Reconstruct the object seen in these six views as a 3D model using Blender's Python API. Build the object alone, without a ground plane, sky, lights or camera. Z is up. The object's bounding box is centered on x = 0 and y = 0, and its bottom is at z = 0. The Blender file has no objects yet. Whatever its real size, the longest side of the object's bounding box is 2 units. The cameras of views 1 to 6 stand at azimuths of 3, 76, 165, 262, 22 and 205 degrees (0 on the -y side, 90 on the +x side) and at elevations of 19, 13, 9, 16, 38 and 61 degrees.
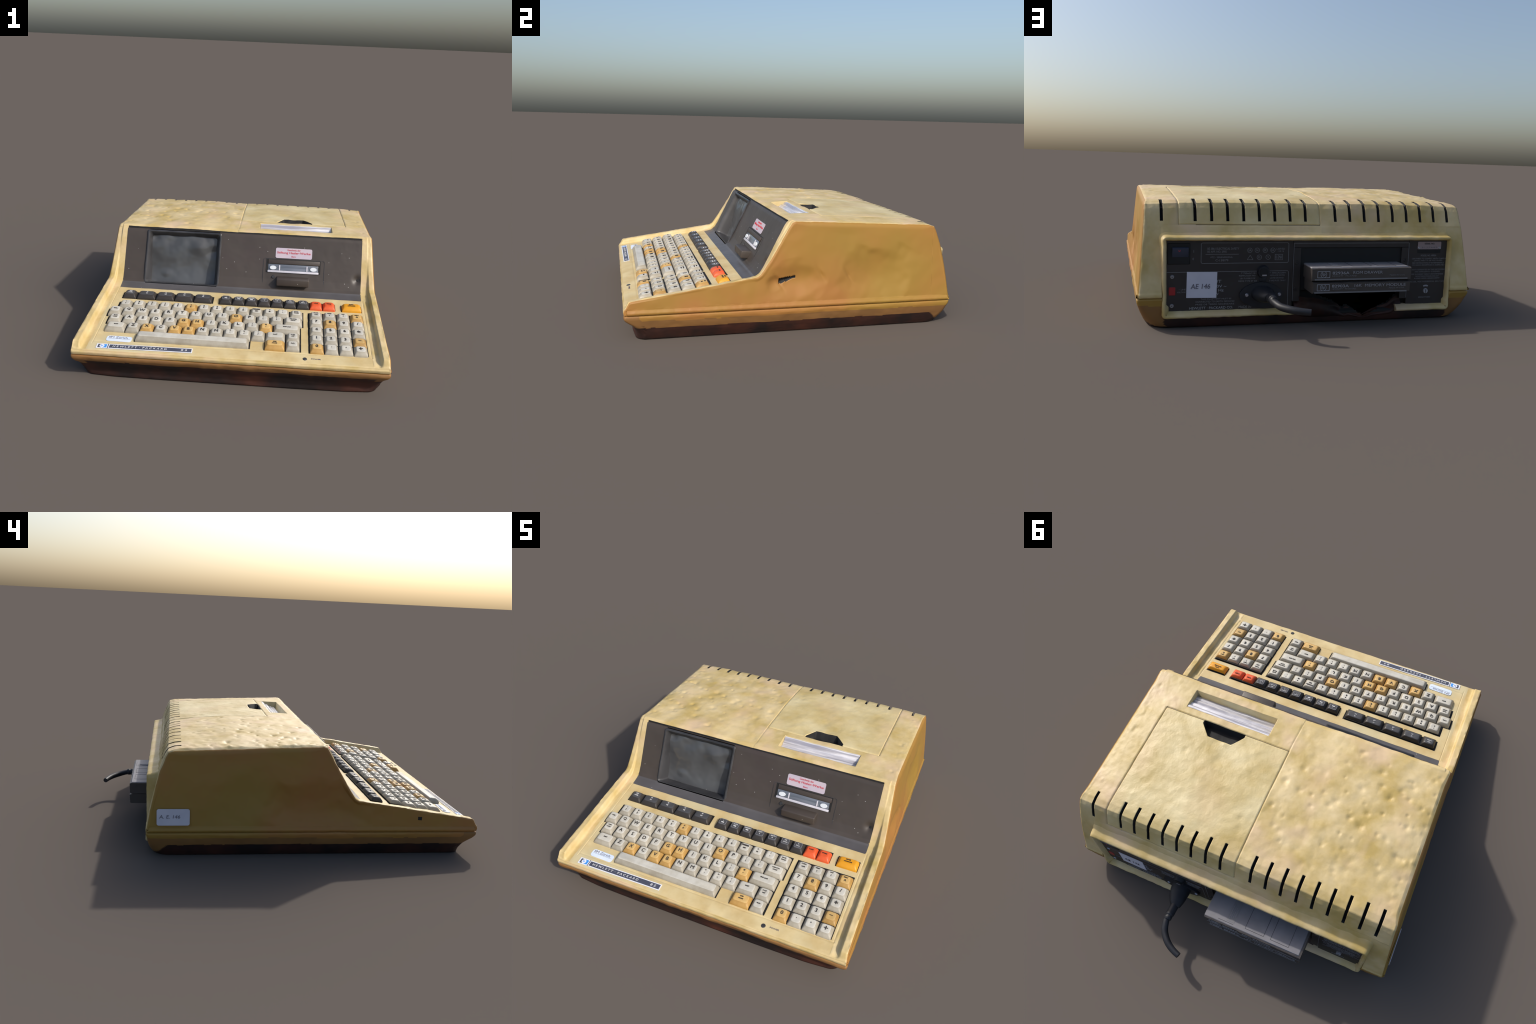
# Vintage beige desktop computer with built-in screen, keyboard, tape drive and
# printer: a lofted case with relief, and parts mounted on it.
import bpy, math, random
from mathutils import Vector, Matrix, noise

random.seed(85)
ROOT = bpy.data.objects.new("desktop_computer", None)
bpy.context.scene.collection.objects.link(ROOT)
ROOT["label"] = "yellowed beige vintage desktop computer with keyboard and small dark screen"
ROOT["category"] = "vintage computer"
YAW = 0.0065                                     # the machine stands very slightly turned
ROOT.rotation_euler = (0, 0, YAW)


# ------------------------------------------------------------------ materials
def new_mat(name, col, rough=0.55, col2=None, col3=None, scale=6.0, detail=4.0,
            bump=0.0, bump_scale=60.0, metallic=0.0, coat=0.0, spread=(0.38, 0.62),
            specks=None, random_mix=0.0, transmission=0.0, stretch=(1, 1, 1), ior=1.45):
    m = bpy.data.materials.new(name)
    m.use_nodes = True
    nt = m.node_tree
    N, L = nt.nodes, nt.links
    b = N["Principled BSDF"]
    b.inputs["Roughness"].default_value = rough
    b.inputs["Metallic"].default_value = metallic
    b.inputs["Coat Weight"].default_value = coat
    b.inputs["Transmission Weight"].default_value = transmission
    b.inputs["IOR"].default_value = ior
    b.inputs["Base Color"].default_value = (*col, 1)
    tc = N.new("ShaderNodeTexCoord")
    mp = N.new("ShaderNodeMapping")
    mp.inputs["Scale"].default_value = stretch
    L.new(tc.outputs["Object"], mp.inputs["Vector"])
    sock = None

    def noise_node(sc, det=4.0, rgh=0.55, off=0.0):
        n = N.new("ShaderNodeTexNoise")
        n.inputs["Scale"].default_value = sc
        n.inputs["Detail"].default_value = det
        n.inputs["Roughness"].default_value = rgh
        if off:
            a = N.new("ShaderNodeVectorMath")
            a.operation = "ADD"
            a.inputs[1].default_value = (off, off * 0.7, -off)
            L.new(mp.outputs[0], a.inputs[0])
            L.new(a.outputs[0], n.inputs["Vector"])
        else:
            L.new(mp.outputs[0], n.inputs["Vector"])
        return n.outputs["Fac"]

    def ramp(fac, lo, hi, a, c):
        r = N.new("ShaderNodeValToRGB")
        r.color_ramp.elements[0].position = lo
        r.color_ramp.elements[1].position = hi
        r.color_ramp.elements[0].color = (*a, 1)
        r.color_ramp.elements[1].color = (*c, 1)
        L.new(fac, r.inputs[0])
        return r.outputs[0]

    def mix(fac, a, c, mode="MIX"):
        x = N.new("ShaderNodeMix")
        x.data_type = "RGBA"
        x.blend_type = mode
        for s, v in ((x.inputs[0], fac), (x.inputs[6], a), (x.inputs[7], c)):
            if isinstance(v, (int, float)):
                s.default_value = v
            elif isinstance(v, tuple):
                s.default_value = (*v, 1)
            else:
                L.new(v, s)
        return x.outputs[2]

    if col2:
        sock = ramp(noise_node(scale, detail), spread[0], spread[1], col, col2)
    if col3:
        f = ramp(noise_node(scale * 0.55, 3.0, 0.5, 7.3), 0.5, 0.68, (0, 0, 0), (1, 1, 1))
        sock = mix(f, sock if sock else col, col3)
    if random_mix:
        oi = N.new("ShaderNodeObjectInfo")
        mr = N.new("ShaderNodeMapRange")
        mr.inputs[3].default_value = 1.0 - random_mix
        mr.inputs[4].default_value = 1.0 + random_mix * 0.4
        L.new(oi.outputs["Random"], mr.inputs[0])
        comb = N.new("ShaderNodeCombineColor")
        for i in range(3):
            L.new(mr.outputs[0], comb.inputs[i])
        sock = mix(1.0, sock if sock else col, comb.outputs[0], "MULTIPLY")
    if specks:
        dens, scol = specks
        v = N.new("ShaderNodeTexVoronoi")
        v.inputs["Scale"].default_value = 42.0
        L.new(tc.outputs["Object"], v.inputs["Vector"])
        near = N.new("ShaderNodeMath")
        near.operation = "LESS_THAN"
        near.inputs[1].default_value = 0.075
        L.new(v.outputs["Distance"], near.inputs[0])
        sep = N.new("ShaderNodeSeparateColor")
        L.new(v.outputs["Color"], sep.inputs[0])
        few = N.new("ShaderNodeMath")
        few.operation = "LESS_THAN"
        few.inputs[1].default_value = dens
        L.new(sep.outputs[0], few.inputs[0])
        both = N.new("ShaderNodeMath")
        both.operation = "MULTIPLY"
        L.new(near.outputs[0], both.inputs[0])
        L.new(few.outputs[0], both.inputs[1])
        sock = mix(both.outputs[0], sock if sock else col, scol)
    if sock:
        L.new(sock, b.inputs["Base Color"])
    if bump:
        bp = N.new("ShaderNodeBump")
        bp.inputs["Strength"].default_value = bump
        bp.inputs["Distance"].default_value = 0.003
        L.new(noise_node(bump_scale, 3.0), bp.inputs["Height"])
        L.new(bp.outputs[0], b.inputs["Normal"])
    return m


M = dict(
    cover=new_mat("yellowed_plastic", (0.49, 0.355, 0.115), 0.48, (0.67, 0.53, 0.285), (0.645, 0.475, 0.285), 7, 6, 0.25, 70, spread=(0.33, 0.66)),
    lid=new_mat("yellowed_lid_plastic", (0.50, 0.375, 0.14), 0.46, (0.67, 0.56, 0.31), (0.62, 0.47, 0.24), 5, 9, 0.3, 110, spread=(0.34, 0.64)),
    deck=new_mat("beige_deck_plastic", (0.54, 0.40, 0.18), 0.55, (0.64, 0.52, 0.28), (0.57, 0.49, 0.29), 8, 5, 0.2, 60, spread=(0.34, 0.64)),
    side=new_mat("ochre_side_plastic", (0.335, 0.175, 0.034), 0.55, (0.35, 0.158, 0.040), (0.31, 0.185, 0.034), 3, 3, 0.1, 40),  # same beige plastic, darkened toward orange for the scan's baked warm light
    tray=new_mat("tan_tray_plastic", (0.21, 0.105, 0.036), 0.6, (0.26, 0.13, 0.040), None, 5, 3, 0.1, 40),  # browner than the case: table bounce light mixed into the base colour
    foot=new_mat("dark_red_brown_base", (0.014, 0.008, 0.0075), 0.6, (0.065, 0.019, 0.011), None, 4, 4, 0.15, 30, spread=(0.42, 0.68)),  # reddish dark of the wood table's reflection, painted onto the case bottom
    panel=new_mat("dark_brown_panel", (0.054, 0.044, 0.037), 0.42, (0.064, 0.052, 0.044), (0.058, 0.043, 0.040), 5, 3, 0.08, 60, specks=(0.26, (0.5, 0.5, 0.48))),
    panel_foot=new_mat("grey_panel_foot", (0.078, 0.074, 0.076), 0.38, (0.095, 0.090, 0.093), None, 6, 3, 0.08, 60, specks=(0.08, (0.5, 0.5, 0.48))),  # panel colour lightened and cooled where the glossy fillet reflects
    bezel=new_mat("black_bezel_plastic", (0.030, 0.030, 0.032), 0.35, (0.05, 0.05, 0.054), None, 8, 3, 0.1, 40),
    glass=new_mat("dark_screen_glass", (0.070, 0.072, 0.076), 0.3, (0.095, 0.10, 0.105), (0.045, 0.047, 0.05), 5, 3, 0.1, 20, coat=0.3, specks=(0.03, (0.4, 0.4, 0.4))),
    black=new_mat("black_gap", (0.010, 0.010, 0.010), 0.7),
    white_key=new_mat("grey_white_key", (0.53, 0.50, 0.42), 0.38, (0.62, 0.595, 0.52), None, 22, 4, 0.15, 60, random_mix=0.12),
    yellow_key=new_mat("yellowed_key", (0.58, 0.36, 0.12), 0.4, (0.66, 0.45, 0.18), None, 18, 3, 0.1, 60, random_mix=0.15),
    dark_key=new_mat("dark_grey_key", (0.062, 0.061, 0.062), 0.33, (0.085, 0.085, 0.088), None, 18, 3, 0.1, 60),
    red_key=new_mat("red_key", (0.66, 0.085, 0.022), 0.4, (0.72, 0.12, 0.035), None, 18),
    orange_key=new_mat("orange_key", (0.68, 0.29, 0.012), 0.4, (0.72, 0.33, 0.02), None, 18),
    white_skirt=new_mat("grey_beige_key_skirt", (0.34, 0.305, 0.235), 0.45, (0.42, 0.385, 0.31), None, 22, 4, 0.15, 60, random_mix=0.12),  # skirts darker than tops: occlusion between the keys tinted into all skirt colours
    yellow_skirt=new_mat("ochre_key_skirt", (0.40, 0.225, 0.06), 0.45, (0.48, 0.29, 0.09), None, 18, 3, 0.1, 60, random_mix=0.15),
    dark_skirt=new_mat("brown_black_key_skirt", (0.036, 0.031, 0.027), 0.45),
    ink=new_mat("dark_ink", (0.045, 0.04, 0.036), 0.6),
    white_ink=new_mat("white_ink", (0.62, 0.62, 0.62), 0.6),
    grey_ink=new_mat("grey_ink", (0.30, 0.30, 0.32), 0.6),
    dim_ink=new_mat("dim_grey_ink", (0.19, 0.185, 0.19), 0.6),
    red_ink=new_mat("red_ink", (0.55, 0.05, 0.07), 0.6),
    pencil=new_mat("pencil_line", (0.12, 0.11, 0.14), 0.7),
    sticker=new_mat("pale_sticker", (0.55, 0.47, 0.52), 0.35, (0.50, 0.44, 0.52), None, 12),
    blue_sticker=new_mat("pale_blue_sticker", (0.62, 0.72, 0.86), 0.4, (0.72, 0.78, 0.86), None, 14),
    paper=new_mat("white_paper_label", (0.56, 0.55, 0.62), 0.7, (0.60, 0.59, 0.66), None, 12),
    badge=new_mat("white_badge", (0.75, 0.76, 0.79), 0.35),
    badge_dark=new_mat("dark_badge_field", (0.055, 0.06, 0.085), 0.4, (0.075, 0.08, 0.115), None, 9),
    badge_blue=new_mat("blue_badge_field", (0.05, 0.27, 0.70), 0.4),
    rear=new_mat("dark_rear_panel", (0.024, 0.019, 0.0185), 0.5, (0.031, 0.025, 0.024), None, 6, 3, 0.1, 50),
    cartridge=new_mat("dark_cartridge_plastic", (0.060, 0.052, 0.048), 0.45, (0.072, 0.063, 0.058), None, 8, 3, 0.15, 60),
    cartridge_top=new_mat("dusty_cartridge_top", (0.19, 0.183, 0.192), 0.5, (0.22, 0.213, 0.225), None, 10, 5, 0.15, 80),  # dark brown plastic lightened to grey to show sheen on its upper face
    rubber=new_mat("black_cable_rubber", (0.011, 0.012, 0.016), 0.5, (0.018, 0.020, 0.026), None, 20, 3, 0.1, 60),
    screw=new_mat("steel_screw", (0.38, 0.38, 0.42), 0.35, metallic=0.6),
    red_plastic=new_mat("red_slide_switch", (0.34, 0.018, 0.022), 0.4),
    rocker=new_mat("blue_black_rocker", (0.035, 0.045, 0.075), 0.35),
    silver=new_mat("clear_tear_bar", (0.34, 0.32, 0.32), 0.22, (0.78, 0.76, 0.78), (0.30, 0.30, 0.36), 8, 4, 0.2, 30, coat=0.4, stretch=(0.4, 9, 6)),  # stretched light and dark streaks draw reflections along the bar
    chrome=new_mat("pale_metal_strip", (0.55, 0.54, 0.60), 0.3, (0.62, 0.61, 0.66), None, 30),
    reel=new_mat("white_tape_reel", (0.70, 0.74, 0.78), 0.35),
    tape=new_mat("smoky_cassette_window", (0.10, 0.115, 0.14), 0.18, (0.17, 0.19, 0.23), None, 9, 3, 0, 10, coat=0.4, stretch=(0.5, 5, 5)),
    plate=new_mat("serial_plate", (0.30, 0.23, 0.23), 0.45),
)


# ------------------------------------------------------------------ helpers
def add(name, mesh, parent=ROOT, mat=None, smooth=False, angle=None):
    ob = bpy.data.objects.new(name, mesh)
    bpy.context.scene.collection.objects.link(ob)
    ob.parent = parent
    if mat is not None and len(mesh.materials) == 0:
        mesh.materials.append(M[mat])
    if smooth:
        mesh.shade_smooth()
        if angle:
            mesh.set_sharp_from_angle(angle=math.radians(angle))
    return ob


def mesh_from(name, verts, faces):
    me = bpy.data.meshes.new(name)
    me.from_pydata([tuple(v) for v in verts], [], faces)
    me.update()
    return me


def sstep(a, b, x):
    if a == b:
        return float(x > a)
    t = min(1.0, max(0.0, (x - a) / (b - a)))
    return t * t * (3 - 2 * t)


def fbm(x, y, z, f, off=0.0):
    return noise.fractal(Vector((x * f + off, y * f - off, z * f + 0.37 * off)), 1.0, 2.0, 3)


def interp(table, x):
    if x <= table[0][0]:
        return table[0][1]
    for (a, p), (b, q) in zip(table, table[1:]):
        if x <= b:
            return p + (q - p) * (x - a) / (b - a)
    return table[-1][1]


def block(size, bevel=0.0, seg=2):
    """box centred on the origin, bevelled, as a mesh"""
    import bmesh
    bm = bmesh.new()
    bmesh.ops.create_cube(bm, size=1.0)
    bmesh.ops.scale(bm, vec=size, verts=bm.verts)
    if bevel:
        bmesh.ops.bevel(bm, geom=bm.edges[:], offset=bevel, segments=seg, affect="EDGES", profile=0.5)
    me = bpy.data.meshes.new("block")
    bm.to_mesh(me)
    bm.free()
    return me


def frame(origin, X, Y, Z):
    m = Matrix.Identity(4)
    for i, a in enumerate((X, Y, Z)):
        for j in range(3):
            m[j][i] = a[j]
    for j in range(3):
        m[j][3] = origin[j]
    return m


def place(name, mesh, matrix, mat, parent=ROOT, smooth=True, angle=40):
    ob = add(name, mesh, parent, mat, smooth, angle)
    ob.matrix_basis = matrix                     # relative to the parent's frame
    return ob


def plate(w, h, t, r=0.0, seg=5):
    """rounded rectangular plate, z from 0 to t"""
    pts = []
    if r <= 0:
        pts = [(-w / 2, -h / 2), (w / 2, -h / 2), (w / 2, h / 2), (-w / 2, h / 2)]
    else:
        for cx, cy, a0 in ((w / 2 - r, -h / 2 + r, -90), (w / 2 - r, h / 2 - r, 0), (-w / 2 + r, h / 2 - r, 90), (-w / 2 + r, -h / 2 + r, 180)):
            for i in range(seg + 1):
                a = math.radians(a0 + 90 * i / seg)
                pts.append((cx + r * math.cos(a), cy + r * math.sin(a)))
    return prism(pts, t)


def prism(pts, t, z0=0.0):
    n = len(pts)
    v = [(x, y, z0) for x, y in pts] + [(x, y, z0 + t) for x, y in pts]
    f = [tuple(reversed(range(n))), tuple(range(n, 2 * n))]
    f += [(i, (i + 1) % n, n + (i + 1) % n, n + i) for i in range(n)]
    return mesh_from("plate", v, f)


def outline(w, h, r, line, t, seg=6):
    """rounded rectangular line frame of given line width"""
    def loop(w, h, r):
        pts = []
        for cx, cy, a0 in ((w / 2 - r, -h / 2 + r, -90), (w / 2 - r, h / 2 - r, 0), (-w / 2 + r, h / 2 - r, 90), (-w / 2 + r, -h / 2 + r, 180)):
            for i in range(seg + 1):
                a = math.radians(a0 + 90 * i / seg)
                pts.append((cx + r * math.cos(a), cy + r * math.sin(a)))
        return pts
    o, i = loop(w, h, r), loop(w - 2 * line, h - 2 * line, max(r - line, 0.0005))
    n = len(o)
    v = [(x, y, 0) for x, y in o] + [(x, y, t) for x, y in o] + [(x, y, t) for x, y in i] + [(x, y, 0) for x, y in i]
    f = []
    for k in range(4):
        a, b = k * n, ((k + 1) % 4) * n
        for j in range(n):
            f.append((a + j, a + (j + 1) % n, b + (j + 1) % n, b + j))
    return mesh_from("outline", v, f)


def disc(r, t, n=24, r2=None):
    r2 = r if r2 is None else r2
    v = [(r * math.cos(2 * math.pi * i / n), r * math.sin(2 * math.pi * i / n), 0) for i in range(n)]
    v += [(r2 * math.cos(2 * math.pi * i / n), r2 * math.sin(2 * math.pi * i / n), t) for i in range(n)]
    f = [tuple(reversed(range(n))), tuple(range(n, 2 * n))] + [(i, (i + 1) % n, n + (i + 1) % n, n + i) for i in range(n)]
    return mesh_from("disc", v, f)


TEXT = {}


def text_mesh(s, bold):
    key = (s, bold)
    if key not in TEXT:
        cu = bpy.data.curves.new("writing", "FONT")
        cu.body = s
        cu.resolution_u = 3
        cu.align_x = "CENTER"
        cu.extrude = 0.02
        cu.offset = 0.008 if bold and "M" not in s else 0.0
        cu.space_line = 0.95
        ob = bpy.data.objects.new("writing_tmp", cu)
        bpy.context.scene.collection.objects.link(ob)
        dg = bpy.context.evaluated_depsgraph_get()
        me = bpy.data.meshes.new_from_object(ob.evaluated_get(dg))
        bpy.data.objects.remove(ob)
        xs = [v.co.x for v in me.vertices]
        ys = [v.co.y for v in me.vertices]
        cx, cy = (min(xs) + max(xs)) / 2, (min(ys) + max(ys)) / 2
        w, h = max(xs) - min(xs), max(ys) - min(ys)
        for v in me.vertices:
            v.co.x = (v.co.x - cx)
            v.co.y = (v.co.y - cy)
        me.update()
        TEXT[key] = (me, w, h)
    return TEXT[key]


def write(s, mtx, w=None, h=None, mat="ink", parent=ROOT, bold=False, name="lettering", thick=0.0012, slant=0.0):
    """text centred on mtx origin, fitted to width w and/or height h"""
    me, tw, th = text_mesh(s, bold)
    if w and h:
        sx, sy = w / max(tw, 1e-4), h / max(th, 1e-4)
    elif w:
        sx = sy = w / tw
    else:
        sx = sy = h / th
    lean = round(slant * sy / sx, 3)
    key = (s, bold, mat, lean)
    if key not in TEXT:
        m2 = me.copy()
        m2.materials.clear()
        m2.materials.append(M[mat])
        for v in m2.vertices:
            v.co.x += lean * v.co.y
        TEXT[key] = m2
    S = Matrix.Diagonal((sx, sy, thick / 0.04, 1))
    ob = add(name, TEXT[key], parent)
    ob.matrix_basis = mtx @ S
    return ob


# ------------------------------------------------------------------ case geometry rules
SLOPE = 0.1565                                   # keyboard deck tilt


def deck_z(y):
    return 0.173 + SLOPE * (y + 0.954)


DN = Vector((0, -SLOPE, 1)).normalized()
DT = Vector((0, 1, SLOPE)).normalized()


def deck_frame(x, y, off=0.0):
    return frame(Vector((x + YAW * y, y - YAW * x, deck_z(y - YAW * x))) + DN * off, (1, 0, 0), DT, DN)


PT = Vector((0, 0.5, 1.0)).normalized()      # up the screen panel
PN = Vector((0, -1.0, 0.5)).normalized()     # out of the screen panel


def panel_y(z):
    return -0.195 - (0.540 - z) * 0.5


def panel_frame(x, z, off=0.0):
    return frame(Vector((x, panel_y(z), z)) + PN * off, (1, 0, 0), PT, PN)


REAR_Y = 0.683
RX = YAW * 0.7


def rear_frame_at(x, z, off=0.0, y=None):
    return frame((x + RX, (REAR_Y if y is None else y) + off, z), (-1, 0, 0), (0, 0, 1), (0, 1, 0))


# profile stations: (outer y, outer z, inner y, inner z, row spacing)
STATIONS = [
    (-0.978, 0.135, -0.978, 0.135, 0.02),
    (-0.990, 0.136, -0.990, 0.136, 0.004),
    (-0.9940, 0.150, -0.9940, 0.150, 0.004),
    (-0.991, 0.160, -0.991, 0.160, 0.004),
    (-0.982, 0.171, -0.984, 0.1665, 0.004),
    (-0.966, 0.199, -0.966, 0.1710, 0.004),
    (-0.957, 0.2025, -0.957, 0.1725, 0.006),
    (-0.380, 0.2905, -0.410, 0.2580, 0.006),
    (-0.350, 0.2960, -0.385, 0.2610, 0.006),
    (-0.333, 0.3070, -0.350, 0.2700, 0.005),
    (-0.315, 0.3300, -0.325, 0.2900, 0.005),
    (-0.281, 0.3800, -0.303, 0.3240, 0.005),
    (-0.190, 0.5330, -0.195, 0.5400, 0.006),
    (-0.180, 0.5480, -0.183, 0.5560, 0.004),
    (-0.172, 0.5590, -0.173, 0.5630, 0.004),
    (-0.155, 0.5660, -0.155, 0.5690, 0.004),
    (-0.060, 0.5635, -0.060, 0.5735, 0.006),
    (0.100, 0.5570, 0.100, 0.5775, 0.006),
    (0.300, 0.5485, 0.300, 0.5725, 0.006),
    (0.500, 0.5400, 0.500, 0.5565, 0.006),
    (0.570, 0.5360, 0.570, 0.5475, 0.006),
    (0.600, 0.5265, 0.600, 0.5375, 0.004),
    (0.613, 0.5060, 0.614, 0.5150, 0.004),
    (0.640, 0.4350, 0.640, 0.4350, 0.005),
    (0.655, 0.3800, 0.656, 0.3950, 0.006),
    (0.679, 0.2800, 0.650, 0.3600, 0.006),
    (0.702, 0.1560, 0.650, 0.2000, 0.008),
    (0.7055, 0.1500, 0.650, 0.1500, 0.004),
    (0.7055, 0.1360, 0.650, 0.1360, 0.006),
    (0.690, 0.1350, 0.640, 0.1350, 0.02),
]
I_DECK0, I_DECK1, I_PAN0, I_PAN1, I_ROOF0, I_ROOF1, I_BACK, I_FRAME = 4, 7, 8, 13, 15, 20, 23, 24

# key wells: x0, x1, y0, y1
WELLS = [(-0.645, -0.136, -0.519, -0.452), (-0.103, 0.542, -0.519, -0.452), (0.574, 0.687, -0.518, -0.455),
         (-0.648, 0.365, -0.628, -0.556), (-0.683, 0.365, -0.698, -0.628), (-0.668, 0.352, -0.768, -0.698),
         (-0.652, 0.352, -0.838, -0.768), (-0.484, 0.097, -0.907, -0.838), (0.168, 0.352, -0.907, -0.838),
         (0.391, 0.688, -0.907, -0.552)]
WELLS = [(a - 0.0045, b - 0.0045, c - YAW * (a + b) / 2, d - YAW * (a + b) / 2) for a, b, c, d in WELLS]
SLOT_X = [0.679, 0.535, 0.463, 0.392, 0.320, 0.249, 0.178, 0.107, 0.035] + [-0.109 - 0.0716 * i for i in range(9)]
LID = (-0.034, 0.607)
WINDOW = (0.088, 0.518, -0.118, -0.014)

Y_EDGES = sorted({w[2] for w in WELLS} | {w[3] for w in WELLS} | {-0.918, -0.932} | {WINDOW[2], WINDOW[3]} | {0.024, 0.540})
X_EDGES = sorted({0.188, 0.402} | {w[0] for w in WELLS} | {w[1] for w in WELLS} | {WINDOW[0], WINDOW[1], -0.690, 0.690, 0.7, -0.7})


def build_rows():
    rows = []
    for i in range(len(STATIONS) - 1):
        a, b = STATIONS[i], STATIONS[i + 1]
        ln = max(math.hypot(b[0] - a[0], b[1] - a[1]), math.hypot(b[2] - a[2], b[3] - a[3]))
        n = max(1, round(ln / b[4]))
        ts = [k / n for k in range(n)]
        extra = []
        if i in (I_DECK0, 5, 6, 15, 16, 17, 18, 19):
            for e in Y_EDGES:
                for d in (-0.004, -0.0012, 0.0012, 0.004):
                    t = (e + d - a[2]) / (b[2] - a[2])
                    if 0.0 < t < 1.0:
                        extra.append(t)
        if i == 22:
            for e in (0.458, 0.4425):
                for d in (-0.003, -0.001, 0.001, 0.003):
                    t = (e + d - a[3]) / (b[3] - a[3])
                    if 0.0 < t < 1.0:
                        extra.append(t)
        keep = list(extra)
        for t in ts:
            if t == 0 or all(abs(t - e) * ln > 0.002 for e in extra):
                keep.append(t)
        for t in sorted(keep):
            rows.append((i + t, *[a[k] + (b[k] - a[k]) * t for k in range(4)]))
    rows.append((len(STATIONS) - 1, *STATIONS[-1][:4]))
    return rows


def build_columns():
    extra = []
    for e in X_EDGES:
        extra += [e - 0.004, e - 0.0012, e + 0.0012, e + 0.004]
    for x in SLOT_X:
        extra += [x - 0.0095, x - 0.0068, x - 0.0052, x + 0.0052, x + 0.0068, x + 0.0095]
    for x in (LID[0], LID[1], -0.692, 0.697):
        extra += [x - 0.0035, x - 0.0014, x, x + 0.0014, x + 0.0035]
    extra = sorted(extra)
    e2 = []
    for e in extra:
        if not e2 or e - e2[-1] > 0.0007:
            e2.append(e)
    cols = [c for c in e2 if abs(c) <= 0.701]
    for k in range(-117, 118):
        x = k * 0.006
        if abs(x) < 0.698 and all(abs(x - e) > 0.0025 for e in cols):
            cols.append(x)
    for x in (0.707, 0.713, 0.719, 0.7245, 0.728, 0.7315, 0.735, 0.7385, 0.742, 0.747, 0.752, 0.757):
        cols += [x, -x]
    return sorted(cols)


rng = random.Random(7)
PITS = []
for _ in range(75):
    PITS.append((rng.uniform(-0.70, -0.05), rng.uniform(-0.12, 0.53), rng.uniform(0.007, 0.017), rng.uniform(0.0015, 0.0060)))
for _ in range(26):
    PITS.append((rng.uniform(-0.03, 0.68), rng.uniform(-0.1, 0.5), rng.uniform(0.012, 0.03), rng.uniform(-0.002, 0.0025)))
for _ in range(40):
    PITS.append((rng.choice((-1, 1)) * rng.uniform(0.69, 0.735), rng.uniform(-0.12, 0.55), rng.uniform(0.007, 0.014), rng.uniform(-0.003, 0.004)))
GRID = {}
for p in PITS:
    for gx in (-1, 0, 1):
        for gy in (-1, 0, 1):
            GRID.setdefault((int(p[0] // 0.06) + gx, int(p[1] // 0.06) + gy), []).append(p)


def notch_sides(y):
    """left and right edge of the finger notch: wide at the front, narrower at the back"""
    k = max(0.0, (y - 0.024) / 0.076 * 1.3 - 0.3)
    return 0.188 + 0.042 * k, 0.402 - 0.055 * k


def follow_notch(x, y):
    """bend the grid columns so that they run along the notch sides"""
    if not (0.0 < y < 0.13 and 0.13 < x < 0.46):
        return x
    l, r = notch_sides(min(max(y, 0.024), 0.100))
    f = 1 - sstep(0.102, 0.13, y)
    l, r = 0.188 + (l - 0.188) * f, 0.402 + (r - 0.402) * f
    return interp([(0.13, 0.13), (0.188, l), (0.402, r), (0.46, 0.46)], x)


def in_thumb(x, y):
    if not 0.0235 < y < 0.100:
        return 0.0
    l, r = notch_sides(y)
    return sstep(l - 0.001, l + 0.001, x) * (1 - sstep(r - 0.001, r + 0.001, x)) * (1 - sstep(0.096, 0.1, y))


def slot_mask(s, x, y, z):
    if not (19 <= s <= 23.2) or y < 0.540 or z < 0.458:
        return 0.0
    for c in SLOT_X:
        d = abs(x - c)
        if d < 0.0085:
            return 1 - sstep(0.0052, 0.0068, d)
    return 0.0


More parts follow.
